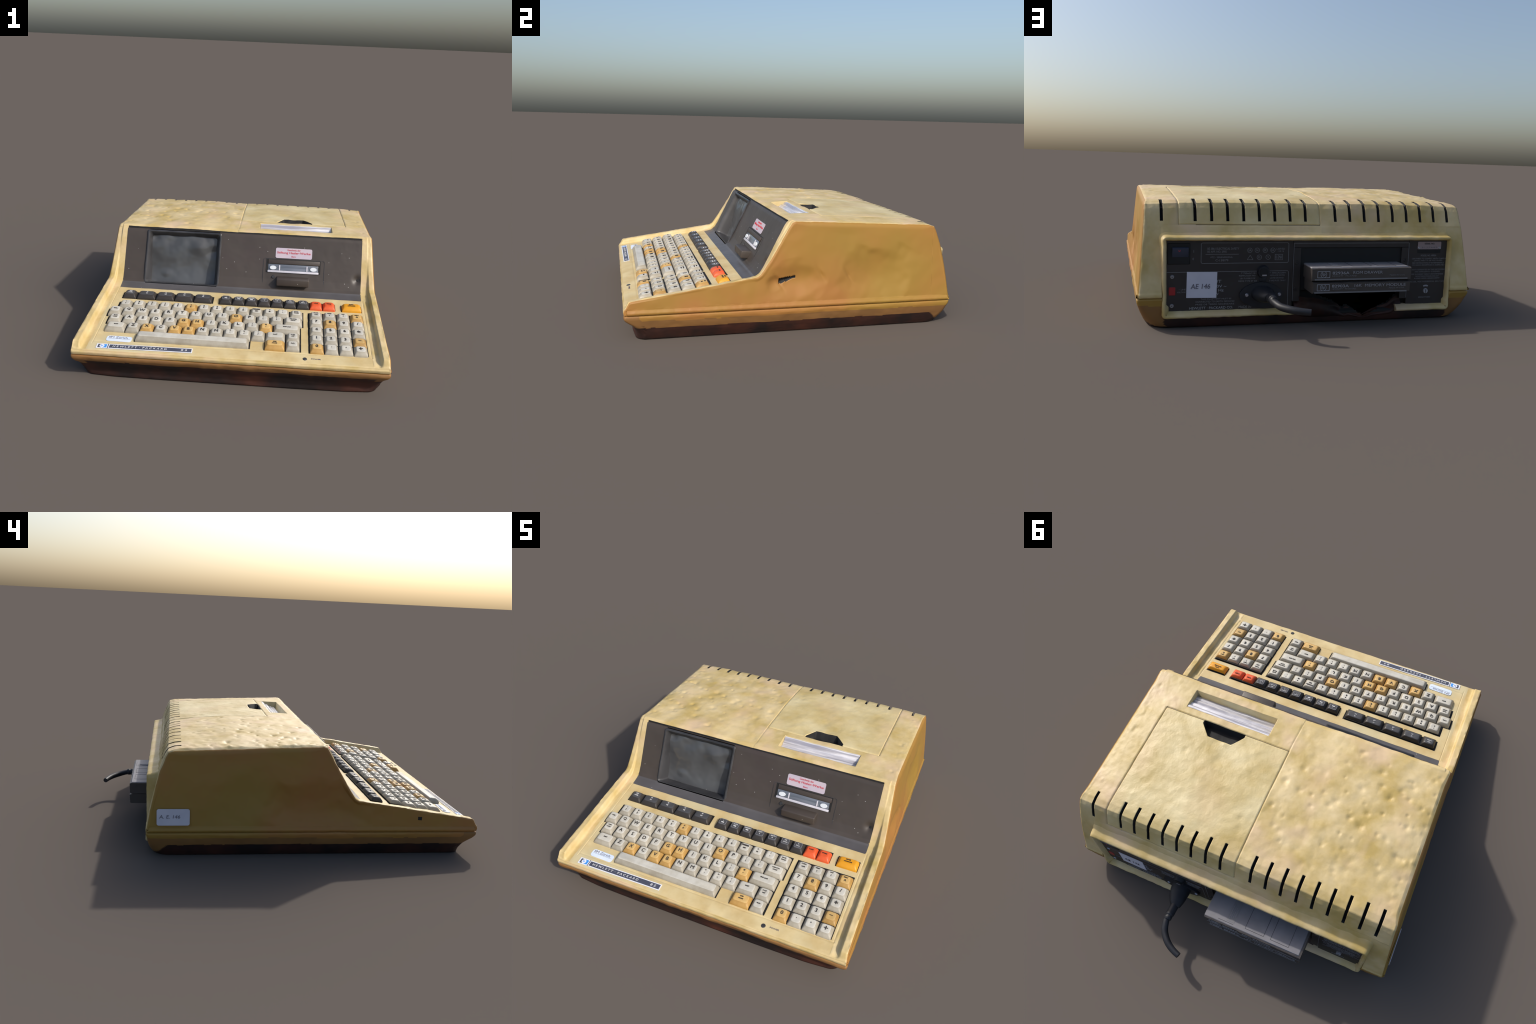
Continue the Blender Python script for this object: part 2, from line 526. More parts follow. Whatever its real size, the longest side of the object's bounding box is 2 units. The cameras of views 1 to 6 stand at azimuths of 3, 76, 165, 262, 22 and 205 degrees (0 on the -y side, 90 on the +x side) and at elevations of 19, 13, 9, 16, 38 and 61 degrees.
def relief(s, x, y, z):
    """offset along the outward normal and the part the place belongs to"""
    d, tag = 0.0, "case_cover"
    ax = abs(x)
    if s < I_DECK0:
        d += 0.0018 * fbm(x, y, z, 14) - 0.003 * math.exp(-((s - 3.0) / 0.2) ** 2)
    elif s < I_DECK1 + 0.45:                      # keyboard deck
        d += 0.0012 * fbm(x, y, z, 16) + (0.0022 * fbm(x, y, z, 22, 4) if ax > 0.7 else 0)
        if ax < 0.70:
            tag = "keyboard_deck"
        for x0, x1, y0, y1 in WELLS:
            if x0 < x < x1 and y0 < y < y1:
                d = -0.002
                tag = "key_well"
        if tag == "keyboard_deck":
            if (abs(x + 0.692) < 0.0016 and y > -0.94) or (abs(x - 0.697) < 0.0016 and y > -0.92):
                d -= 0.0022
            if abs(y + 0.918) < 0.0014 and -0.69 < x < 0.70:
                d -= 0.0018
        if 0.700 < ax < 0.735:                    # finger channel beside the deck
            d -= 0.004 * sstep(0.700, 0.722, ax)
    elif s < I_PAN1 + 0.4:                        # sloping screen panel
        if ax < 0.690:
            tag = "screen_panel"
            d += 0.0010 * fbm(x, y, z, 12)
            if s > I_PAN1 - 0.12:
                d -= 0.006 * sstep(I_PAN1 - 0.12, I_PAN1 - 0.05, s)
                tag = "panel_gap"
            elif s < I_PAN0 + 1.5:
                tag = "panel_foot"
            r = math.hypot(x - 0.668, (z - 0.345) * 1.0)
            d -= 0.012 * math.exp(-(r / 0.02) ** 2)
            if -0.560 < x < -0.140 and I_PAN0 + 1.2 < s < I_PAN1 - 0.3:
                tag = "void"                      # opening behind the picture tube
        else:
            d += 0.0015 * fbm(x, y, z, 16)
    else:                                         # roof and back
        if s < I_BACK:
            d += 0.003 * sstep(0.0, 0.4, -x) - 0.0025 * sstep(-0.1, 0.1, y) * (1 - (ax / 0.74) ** 4)   # the roof leans a little
        lump = 0.0042 if x < LID[0] else 0.0022
        d += lump * fbm(x, y, z, 8) + 0.0010 * fbm(x, y, z, 30, 9)
        if s < I_ROOF1:
            for p in GRID.get((int(x // 0.06), int(y // 0.06)), ()):
                q = ((x - p[0]) ** 2 + (y - p[1]) ** 2) / (p[2] ** 2)
                if q < 6:
                    d -= p[3] * math.exp(-q)
        if LID[0] < x < LID[1] and y > 0.024 and z > 0.4425:
            tag = "printer_lid"
        m = slot_mask(s, x, y, z)
        if m > 0:
            d -= 0.026 * m
            tag = "vent_slot" if m > 0.4 else tag
        t = in_thumb(x, y) if s < I_ROOF1 else 0
        if t > 0:
            d -= 0.045 * t
            tag = "finger_notch" if t > 0.3 else tag
        elif s < I_BACK + 0.2:
            g = min(abs(x - LID[0]), abs(x - LID[1]))
            if g < 0.002 and y > 0.024 and z > 0.4425:
                d -= 0.0045 * (1 - sstep(0.0010, 0.002, g))
                tag = "lid_gap" if g < 0.0012 else tag
            elif abs(x - LID[0]) < 0.0016 and -0.14 < y < 0.024:
                d -= 0.0012
            if LID[0] < x < LID[1] and (abs(y - 0.024) < 0.0013 or (s > 21 and abs(z - 0.4425) < 0.0012)):
                d -= 0.0040
                tag = "lid_gap"
        if WINDOW[0] < x < WINDOW[1] and WINDOW[2] < y < WINDOW[3] and s < I_ROOF1:
            d = -0.052
            tag = "printer_window_well"
    return d, tag


def half_width(z):
    return interp([(0.10, 0.785), (0.15, 0.783), (0.20, 0.779), (0.29, 0.772), (0.45, 0.759), (0.57, 0.749)], z)


def edge_radius(s):
    return interp([(0, 0.004), (7, 0.006), (8, 0.010), (11, 0.012), (15, 0.013), (15.7, 0.026), (19.5, 0.026), (20.3, 0.012), (23, 0.012), (25, 0.013), (29, 0.010)], s)


DENTS = {1: ((-0.17, 0.27, 0.19, 0.105, 0.022), (0.27, 0.29, 0.24, 0.16, 0.021), (-0.26, 0.262, 0.06, 0.05, 0.008)),
         -1: ((-0.13, 0.26, 0.36, 0.14, 0.022), (-0.28, 0.23, 0.12, 0.07, 0.008), (0.20, 0.30, 0.2, 0.14, 0.008))}


def build_case():
    rows, cols = build_rows(), build_columns()
    nr = len(rows)

    def normals(ky, kz):
        out = []
        for i in range(nr):
            a, b = rows[max(0, i - 1)], rows[min(nr - 1, i + 1)]
            t = Vector((0, b[ky] - a[ky], b[kz] - a[kz]))
            out.append(Vector((0, -t.z, t.y)).normalized() if t.length > 1e-9 else Vector((0, 0, 1)))
        return out
    n_out, n_in = normals(1, 2), normals(3, 4)
    ARC = [15, 32, 50, 70, 90]
    NW = 64
    reach = [-9.0, -9.0]
    verts, tags = [], []
    side_n = len(ARC) + NW
    width = len(cols) + 2 * side_n
    for i, (s, yo, zo, yi, zi) in enumerate(rows):
        # narrow the frame opening at the back, the rim at the front
        edge = 0.735 if s < 15 else (0.690 if s >= 21 else 0.735)
        r = edge_radius(s)
        W = half_width(zo - r * max(0.0, n_out[i].z))
        line, tl = [], []
        for x0 in cols:
            x = x0
            if abs(x0) > 0.7:
                x = math.copysign(0.7 + (abs(x0) - 0.7) * (W - r - 0.7) / 0.057, x0)
            if 15 <= s < 19:
                x = follow_notch(x, yi)
            if 23 <= s:
                w = 0.0 if abs(x) < 0.674 else 1.0
                if 0.674 <= abs(x) < 0.682:
                    w = (abs(x) - 0.674) / 0.008
            elif s >= 15:
                w = min(1.0, abs(x) / 0.735) ** 4             # the roof is slightly crowned
            else:
                w = sstep(0.7285, 0.7355, abs(x0))
            y, z = yi + (yo - yi) * w, zi + (zo - zi) * w
            n = (n_in[i] * (1 - w) + n_out[i] * w).normalized()
            d, tag = relief(s, x, y, z)
            line.append(Vector((x, y, z)) + n * d)
            tl.append(tag)

        def side(sgn):
            out, ot = [], []
            n = n_out[i]
            for a in ARC:
                a = math.radians(a)
                d = 0.0022 * fbm(sgn * 0.75, yo, zo, 22, 3) * math.cos(a)
                p = Vector((sgn * (W - r + r * math.sin(a)), yo, zo)) - n * (r * (1 - math.cos(a))) + n * d
                out.append(p)
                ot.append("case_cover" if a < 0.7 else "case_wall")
            q = out[-1]
            w = 0 if sgn < 0 else 1                # the wall's upright lines never run backwards
            reach[w] = max(reach[w], q.y)
            q.y = reach[w]
            fixed = [0.1605, 0.1535, 0.1505, 0.1360, 0.1350]
            free = NW - len(fixed)
            zs = [q.z + (min(q.z, 0.1605) - q.z) * (k / free) for k in range(1, free + 1)] + fixed
            zs = zs[:NW]
            for k, z in enumerate(zs):
                z = min(z, q.z)
                ledge = 0.0045 * (1 - sstep(0.1512, 0.1532, z))
                taper = min(1.0, (k + 1) / 6.0)
                lump = 0.0035 * fbm(sgn * 0.8, q.y, z, 5, 2) * taper * sstep(0.15, 0.2, z)
                # hollows pushed into the walls, with creased middles
                for cy, cz, ry, rz, dep in DENTS[sgn]:
                    rr = math.hypot((q.y - cy) / ry, (z - cz) / rz)
                    rr *= 1 + 0.35 * fbm(q.y, z, sgn, 6, 5)
                    if rr < 1:
                        lump -= dep * (1 - rr * rr) ** 1.7 * taper
                tear = False
                if sgn > 0:
                    u = (q.y + 0.235) / 0.085              # ragged tear near the keyboard step
                    if 0 < u < 1:
                        mid = 0.267 + 0.020 * u
                        tear = abs(z - mid) < 0.010 * (1 - u) + 0.002
                    for cy, cz in ((0.13, 0.285), (-0.235, 0.262), (-0.02, 0.30)):
                        dd = abs((q.y - cy) * 0.8 + (z - cz) * 0.5)
                        ll = math.hypot(q.y - cy, z - cz)
                        if ll < 0.06:
                            lump -= 0.006 * (1 - ll / 0.06) * max(0, 1 - dd / 0.012)
                    if tear:
                        lump -= 0.012
                elif abs(q.y + 0.675) < 0.009 and 0.196 < z < 0.212:
                    tear = True
                ww = half_width(z) - half_width(q.z)
                inset = 0.012 if k == NW - 1 else 0.0
                ripple = 0.0010 * fbm(q.y, z, sgn, 30) if z < 0.17 else 0
                out.append(Vector((q.x + sgn * (ww + ledge + lump - inset + ripple), q.y, z + (ripple if z > 0.1365 else 0))))
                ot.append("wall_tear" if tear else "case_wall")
            return out, ot
        lf, lt = side(-1)
        rt, rtg = side(1)
        verts += lf[::-1] + line + rt
        tags += lt[::-1] + tl + rtg
    # faces grouped by part
    groups = {}
    prio = {"wall_tear": 5, "vent_slot": 5, "finger_notch": 5, "key_well": 5, "printer_window_well": 4, "lid_gap": 3}
    for i in range(nr - 1):
        for j in range(width - 1):
            a = i * width + j
            q = (a, a + 1, a + width + 1, a + width)
            ts = [tags[k] for k in q]
            best = max(set(ts), key=lambda t: (prio.get(t, 0), ts.count(t), t))
            if prio.get(best, 0) in (3, 4) and ts.count(best) < 3:
                ts2 = [t for t in ts if t != best]
                best = max(set(ts2), key=ts2.count) if best == "lid_gap" else best
            x = sum(verts[k].x for k in q) / 4
            s = rows[i][0]
            if best in ("case_cover", "case_wall") and s >= 24 and abs(x) < 0.672:
                best = "panel_cavity"
            if best != "void":
                groups.setdefault(best, []).append(q)
    full = mesh_from("case", verts, [q for g in groups.values() for q in g])
    nrm = [v.normal.copy() for v in full.vertices]
    bpy.data.meshes.remove(full)
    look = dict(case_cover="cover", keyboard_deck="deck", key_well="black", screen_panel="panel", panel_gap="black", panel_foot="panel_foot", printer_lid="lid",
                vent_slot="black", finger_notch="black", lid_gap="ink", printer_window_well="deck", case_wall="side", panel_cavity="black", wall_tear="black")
    for g, fs in groups.items():
        used = sorted({k for f in fs for k in f})
        idx = {k: n for n, k in enumerate(used)}
        me = mesh_from(g, [verts[k] for k in used], [tuple(idx[k] for k in f) for f in fs])
        me.materials.append(M[look[g]])
        me.shade_smooth()
        me.normals_split_custom_set_from_vertices([nrm[k] for k in used])
        add(g, me)


build_case()


# ------------------------------------------------------------------ base tray
TRAY = [  # z, half width, front y, back y, front corner radius, rear corner radius
    (0.142, 0.772, -0.976, 0.690, 0.010, 0.015),
    (0.132, 0.772, -0.976, 0.690, 0.010, 0.015),
    (0.1310, 0.786, -0.989, 0.7055, 0.010, 0.014),
    (0.124, 0.787, -0.991, 0.7055, 0.010, 0.015),
    (0.114, 0.786, -0.989, 0.704, 0.012, 0.018),
    (0.104, 0.783, -0.984, 0.702, 0.018, 0.022),
    (0.085, 0.777, -0.972, 0.699, 0.026, 0.030),
    (0.066, 0.770, -0.958, 0.696, 0.032, 0.036),
    (0.062, 0.768, -0.956, 0.695, 0.034, 0.038),
    (0.045, 0.762, -0.950, 0.692, 0.040, 0.050),
    (0.025, 0.753, -0.945, 0.688, 0.045, 0.065),
    (0.010, 0.745, -0.947, 0.684, 0.048, 0.080),
    (0.000, 0.740, -0.947, 0.680, 0.050, 0.090),
    (0.000, 0.40, -0.50, 0.35, 0.050, 0.060),
]


def tray_loop(xw, yf, yb, rf, rb):
    pts = []

    def arc(cx, cy, r, a0, n=7):
        for i in range(n + 1):
            a = math.radians(a0 + 90 * i / n)
            pts.append((cx + r * math.cos(a), cy + r * math.sin(a)))

    def line(p, q, n):
        for i in range(1, n):
            pts.append((p[0] + (q[0] - p[0]) * i / n, p[1] + (q[1] - p[1]) * i / n))
    arc(-xw + rf, yf + rf, rf, 180)
    line((-xw + rf, yf), (xw - rf, yf), 130)
    arc(xw - rf, yf + rf, rf, 270)
    line((xw, yf + rf), (xw, yb - rb), 140)
    arc(xw - rb, yb - rb, rb, 0)
    line((xw - rb, yb), (-xw + rb, yb), 150)
    arc(-xw + rb, yb - rb, rb, 90)
    line((-xw, yb - rb), (-xw, yf + rf), 140)
    return pts


def broken(x, z):
    """ragged hole under the cartridge slot"""
    if not -0.42 < x < 0.0:
        return False
    low = interp([(-0.42, 0.12), (-0.376, 0.078), (-0.30, 0.05), (-0.243, 0.026), (-0.20, 0.055), (-0.165, 0.075), (-0.15, 0.06), (-0.10, 0.095), (0.0, 0.13)], x)
    return z > low


def build_tray():
    verts, n = [], 0
    lev = []
    for k in range(len(TRAY) - 1):
        a, b = TRAY[k], TRAY[k + 1]
        m = max(1, round(abs(a[0] - b[0]) / 0.006))
        for i in range(m):
            lev.append([a[c] + (b[c] - a[c]) * i / m for c in range(6)])
    lev.append(list(TRAY[-1]))
    for li, (z, *p) in enumerate(lev):
        loop = tray_loop(*p)
        n = len(loop)
        for x, y in loop:
            w = 0.0035 * fbm(x, y, z * 1.5, 7, 1) + 0.0015 * fbm(x, y, z, 25, 5)
            zz = z
            if z > 0.12:
                w *= 0.3
            elif z < 0.002:
                w = 0
            else:
                zz += 0.003 * fbm(x, y, 0.3, 9, 2) * sstep(0.0, 0.03, z)
            if y > 0.60 and abs(x) < 0.672 and z > 0.056:
                y = min(y, 0.655)
            elif y > 0.60 and abs(x) < 0.672:
                y = min(y, 0.690)
            if y < -0.9:
                y -= w
                # the base is undercut at the front corners and bulges in the middle
                k = 1 - sstep(0.070, 0.105, z)
                y += k * (0.012 * sstep(0.55, 0.74, abs(x)) - 0.003 * (1 - sstep(0.3, 0.6, abs(x))))
            elif y > 0.55:
                y += w * 0.6
            else:
                x += math.copysign(w, x)
            verts.append((x, y, max(0.0, zz)))
    groups = {}
    for i in range(len(lev) - 1):
        for j in range(n):
            a, b = i * n + j, i * n + (j + 1) % n
            q = (a, a + n, b + n, b)
            cx = sum(verts[k][0] for k in q) / 4
            cy = sum(verts[k][1] for k in q) / 4
            cz = sum(verts[k][2] for k in q) / 4
            wob = 0.004 * fbm(cx, cy, 0.2, 8, 6)
            fr = cy < -0.915
            back = cy > 0.60
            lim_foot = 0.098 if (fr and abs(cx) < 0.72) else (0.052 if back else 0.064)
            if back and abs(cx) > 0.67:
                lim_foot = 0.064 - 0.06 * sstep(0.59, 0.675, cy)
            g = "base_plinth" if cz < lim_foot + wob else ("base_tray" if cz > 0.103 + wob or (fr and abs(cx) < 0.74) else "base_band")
            if back and abs(cx) < 0.668 and cz > 0.058:
                g = "panel_hollow"
            if fr and g == "base_tray" and cz < 0.130:
                g = "case_lip"
            if back and cz > 0.02 and broken(cx, cz):
                continue                          # torn clean through
            if back and -0.43 < cx < 0.03 and cz > 0.04:
                g = "panel_hollow"
            if cz < 0.001:
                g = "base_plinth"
            groups.setdefault(g, []).append(q)
    full = mesh_from("tray", verts, [q for g in groups.values() for q in g])
    nrm = [v.normal.copy() for v in full.vertices]
    bpy.data.meshes.remove(full)
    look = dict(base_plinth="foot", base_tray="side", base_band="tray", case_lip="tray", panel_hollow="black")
    for g, fs in groups.items():
        used = sorted({k for f in fs for k in f})
        idx = {k: i for i, k in enumerate(used)}
        me = mesh_from(g, [verts[k] for k in used], [tuple(idx[k] for k in f) for f in fs])
        me.materials.append(M[look[g]])
        me.shade_smooth()
        me.normals_split_custom_set_from_vertices([nrm[k] for k in used])
        add(g, me)


build_tray()


# ------------------------------------------------------------------ keyboard
def key_mesh(w, name, d=0.0705, h=0.028, tw=None, back=0.006, round_top=0.010):
    """tapered key cap with rounded corners and a dished top"""
    levels = [(-0.006, 0.0, 0.0), (0.007, 0.0004, 0.0), (h * 0.5, 0.0030, 0.2), (h * 0.80, 0.0080, 0.6), (h * 0.95, 0.0125, 1.0), (h, 0.0155, 1.0)]
    W, D = w / 2 - 0.0017, d / 2 - 0.0017
    verts, n = [], 0
    for z, ins, k in levels:
        hw, hd = W - ins, D - ins * 0.95
        cy = back * k
        r = 0.0035 + round_top * k * 0.7
        ring = []
        seg = 4
        for cx, cyy, a0 in ((hw - r, -hd + r, -90), (hw - r, hd - r, 0), (-hw + r, hd - r, 90), (-hw + r, -hd + r, 180)):
            for i in range(seg + 1):
                a = math.radians(a0 + 90 * i / seg)
                ring.append((cx + r * math.cos(a), cyy + r * math.sin(a) + cy))
            # one point along the straight side to follow
        n = len(ring)
        verts += [(x, y, z) for x, y in ring]
    faces = []
    for i in range(len(levels) - 1):
        for j in range(n):
            a, b = i * n + j, i * n + (j + 1) % n
            faces.append((a, b, b + n, a + n))
    top = (len(levels) - 1) * n
    cy = back
    inner = []
    for j in range(n):
        x, y, z = verts[top + j]
        inner.append(len(verts))
        verts.append((x * 0.55, cy + (y - cy) * 0.55, h - 0.0018))
    for j in range(n):
        faces.append((top + j, top + (j + 1) % n, inner[(j + 1) % n], inner[j]))
    faces.append(tuple(inner))
    me = mesh_from(name, verts, faces)
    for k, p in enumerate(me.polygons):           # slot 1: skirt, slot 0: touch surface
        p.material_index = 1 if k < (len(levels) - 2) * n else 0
    me.shade_smooth()
    me.set_sharp_from_angle(angle=math.radians(50))
    return me


KM = {}
KEY_H = 0.0255
U = 0.0718


def add_key(x, y, mat, legends, w=U, d=0.0705, drop=0.0):
    key = (round(w, 4), round(d, 4))
    if key not in KM:
        KM[key] = key_mesh(w, "key_cap", d, KEY_H)
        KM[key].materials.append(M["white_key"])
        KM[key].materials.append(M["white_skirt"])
    ob = add("space_bar" if w > 0.4 else "key", KM[key])
    base_y = y - 0.004
    jig = Matrix.Rotation(rng.uniform(-0.02, 0.02), 4, "Y") @ Matrix.Rotation(rng.uniform(-0.025, 0.025), 4, "X")
    ob.matrix_basis = deck_frame(x, base_y, rng.uniform(-0.001, 0.0015) - drop) @ jig
    ob.material_slots[0].link = "OBJECT"
    ob.material_slots[0].material = M[mat]
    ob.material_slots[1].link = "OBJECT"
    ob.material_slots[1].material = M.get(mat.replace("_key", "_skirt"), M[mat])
    ink = {"dark_key": "white_ink"}.get(mat, "ink")
    for s, hh, dy, ww in legends:
        me, tw, th = text_mesh(s, True)
        lw = hh * tw / max(th, 1e-4) if ww is None else ww
        lw = min(lw, w - 0.034) if w < 0.4 else lw
        write(s, Matrix.Translation((0, 0.006 + dy, KEY_H + 0.0001)), w=lw, h=hh, mat=ink, parent=ob, name="legend", thick=0.0020, bold=True)
    return ob


def one(s):
    return [(s, 0.0195, 0.002, None)]


def two(a, b, hb=0.011):
    return [(a, 0.008, 0.0105, None), (b, hb, -0.006, None)]


def words(*ls):
    n = len(ls)
    return [(t, 0.0062, (0.0062 * (n - 1) - 0.0124 * i) + 0.003, None) for i, t in enumerate(ls)]


for x0, x1, y0, y1 in WELLS:                     # dark key plate filling the gaps between caps
    cx, cy = (x0 + x1) / 2, (y0 + y1) / 2
    ob = place("key_plate", block((x1 - x0 - 0.014, (y1 - y0) / DT.y - 0.012, 0.016), 0.0), frame(Vector((cx, cy, deck_z(cy))) - DN * 0.002, (1, 0, 0), DT, DN), "black", smooth=False)

ROW = {"f": -0.488, "n": -0.594, "q": -0.664, "a": -0.734, "z": -0.805, "s": -0.873}
for i, (a, b) in enumerate(zip("!@#$%^&*()_+|", "1234567890-=\\")):
    add_key(-0.602 + 0.0713 * i, ROW["n"], "yellow_key" if b == "6" else "white_key", two(a, b) if b not in "-=\\" else two(a, b, 0.006))
add_key(0.326, ROW["n"], "white_key", words("BACK", "SPACE"))
add_key(-0.641, ROW["q"], "white_key", words("CTRL"))
for i, c in enumerate("QWERTYUIOP[]"):
    add_key(-0.569 + 0.072 * i, ROW["q"], "yellow_key" if c == "O" else "white_key", one(c) if c.isalpha() else two(c, "(" if c == "[" else ")"))
add_key(0.310, ROW["q"], "white_key", words("SCRATCH", "CONT"), w=0.1)
add_key(-0.624, ROW["a"], "white_key", words("CAPS", "LOCK"))
for i, c in enumerate("ASDFGHJKL"):
    add_key(-0.549 + 0.0719 * i, ROW["a"], "yellow_key" if c in "GH" else "white_key", one(c))
add_key(-0.549 + 0.0719 * 9, ROW["a"], "white_key", two(":", ";"))
add_key(-0.549 + 0.0719 * 10, ROW["a"], "yellow_key", two('"', "'", 0.005))
add_key(0.279, ROW["a"], "white_key", words("END LINE"), w=0.140)
add_key(-0.601, ROW["z"], "white_key", words("SHIFT"), w=0.106)
for i, c in enumerate("ZXCVBNM"):
    add_key(-0.511 + 0.0717 * i, ROW["z"], "yellow_key" if c in "XVB" else "white_key", one(c))
for i, (a, b) in enumerate((("<", ","), (">", "."), ("?", "/"))):
    add_key(-0.511 + 0.0717 * (7 + i), ROW["z"], "white_key", two(a, b, 0.004 if b != "/" else 0.01))
add_key(0.222, ROW["z"], "white_key", words("SHIFT"), w=0.1035)
add_key(0.312, ROW["z"], "white_key", words("P LST", "LIST"))
add_key(-0.193, ROW["s"], "white_key", [], w=0.574, d=0.068)
add_key(0.222, ROW["s"], "yellow_key", words("STEP", "PAUSE"), w=0.1035, d=0.068)
add_key(0.312, ROW["s"], "white_key", words("RUN"), d=0.068)
PAD = [[("CLEAR", "-LINE"), ("RESET", "("), ("INIT", ")"), ("RESLT", "^")], "789/", "456*", "123-", "0.,+"]
for r, row in enumerate(PAD):
    for c, t in enumerate(row):
        y = (-0.594, -0.664, -0.734, -0.805, -0.875)[r]
        yl = (r, c) in ((0, 3), (1, 1), (3, 3), (4, 0))
        if r == 0:
            lg = [(t[0], 0.006, 0.012, None), (t[1], 0.0055 if c == 0 else 0.010, -0.004, None)]
        else:
            lg = [(t, {"-": 0.0026, ".": 0.0035, ",": 0.007}.get(t, 0.0195), 0.003, 0.016 if t == "-" else None)]
        add_key(0.4325 + 0.0727 * c, y, "yellow_key" if yl else "white_key", lg, w=0.0727, drop=0.0009 * r)
add_key(-0.604, ROW["f"], "dark_key", words("KEY", "LABEL"), w=0.074, d=0.066)
for i in range(4):
    add_key(-0.511 + 0.1055 * i, ROW["f"], "dark_key", [("k%d" % (5 + i), 0.006, 0.010, None), ("k%d" % (1 + i), 0.008, -0.004, None)], w=0.1045, d=0.066)
for i, ls in enumerate((("1", "-"), ("AUTO", "-"), ("DELETE", "-"), ("COPY", "2"), ("GRAPH", "x"), ("INS", "-CHAR"), ("^", "ROLL"), None, None)):
    k = add_key(-0.067 + 0.0715 * i, ROW["f"], "dark_key" if ls else "red_key", words(*ls) if ls else words("LOAD" if i == 7 else "STORE"), w=0.0712, d=0.066)
    if ls:
        place("key_outline", outline(0.040, 0.034, 0.006, 0.0011, 0.0008), Matrix.Translation((0, 0.008, KEY_H - 0.0004)), "grey_ink", k)
add_key(0.630, ROW["f"] + 0.001, "orange_key", words("PAPER", "ADVANCE"), w=0.110, d=0.063)

# deck badges, stickers, lamp
place("maker_badge", plate(0.476, 0.036, 0.0022), deck_frame(-0.418, -0.9585, 0.0008) @ Matrix.Rotation(0.012, 4, "Z"), "badge", smooth=False)
BD = deck_frame(-0.418, -0.9585, 0.0031) @ Matrix.Rotation(0.012, 4, "Z")
place("badge_field", plate(0.407, 0.026, 0.0006), BD @ Matrix.Translation((0.030, 0, 0)), "badge_dark", smooth=False)
place("badge_divider", plate(0.004, 0.036, 0.0006), BD @ Matrix.Translation((-0.180, 0, 0)), "badge_dark", smooth=False)
place("badge_field", plate(0.019, 0.026, 0.0006), BD @ Matrix.Translation((-0.221, 0, 0)), "badge_dark", smooth=False)
place("badge_field", plate(0.021, 0.026, 0.0006), BD @ Matrix.Translation((-0.197, 0, 0)), "badge_blue", smooth=False)
place("badge_disc", disc(0.0125, 0.0010), BD @ Matrix.Translation((-0.210, 0, 0)), "badge", smooth=False)
write("hp", BD @ Matrix.Translation((-0.210, 0, 0.0012)), w=0.011, h=0.014, mat="badge_blue", slant=0.25)
write("H E W L E T T  ·  P A C K A R D", BD @ Matrix.Translation((-0.022, 0, 0.0008)), w=0.268, h=0.0125, mat="white_ink", bold=True, slant=0.15)
write("8 5", BD @ Matrix.Translation((0.197, 0, 0.0008)), w=0.030, h=0.0125, mat="white_ink", bold=True, slant=0.15)
st = place("institute_sticker", plate(0.128, 0.044, 0.0015, 0.014), deck_frame(-0.560, -0.897, 0.0012) @ Matrix.Rotation(-0.02, 4, "Z"), "blue_sticker", smooth=False)
SD = deck_frame(-0.560, -0.897, 0.0028) @ Matrix.Rotation(-0.02, 4, "Z")
write("IfM Zürich", SD @ Matrix.Translation((-0.006, 0.010, 0)), w=0.095, h=0.015, mat="pencil")
place("sticker_rule", plate(0.112, 0.0008, 0.0005), SD @ Matrix.Translation((0, -0.001, 0)), "pencil", smooth=False)
place("power_lamp", disc(0.0115, 0.003, 24, 0.009), deck_frame(0.373, -0.955, 0.0), "bezel")
write("POWER", deck_frame(0.428, -0.952, 0.0012), w=0.046, h=0.008, mat="pencil")


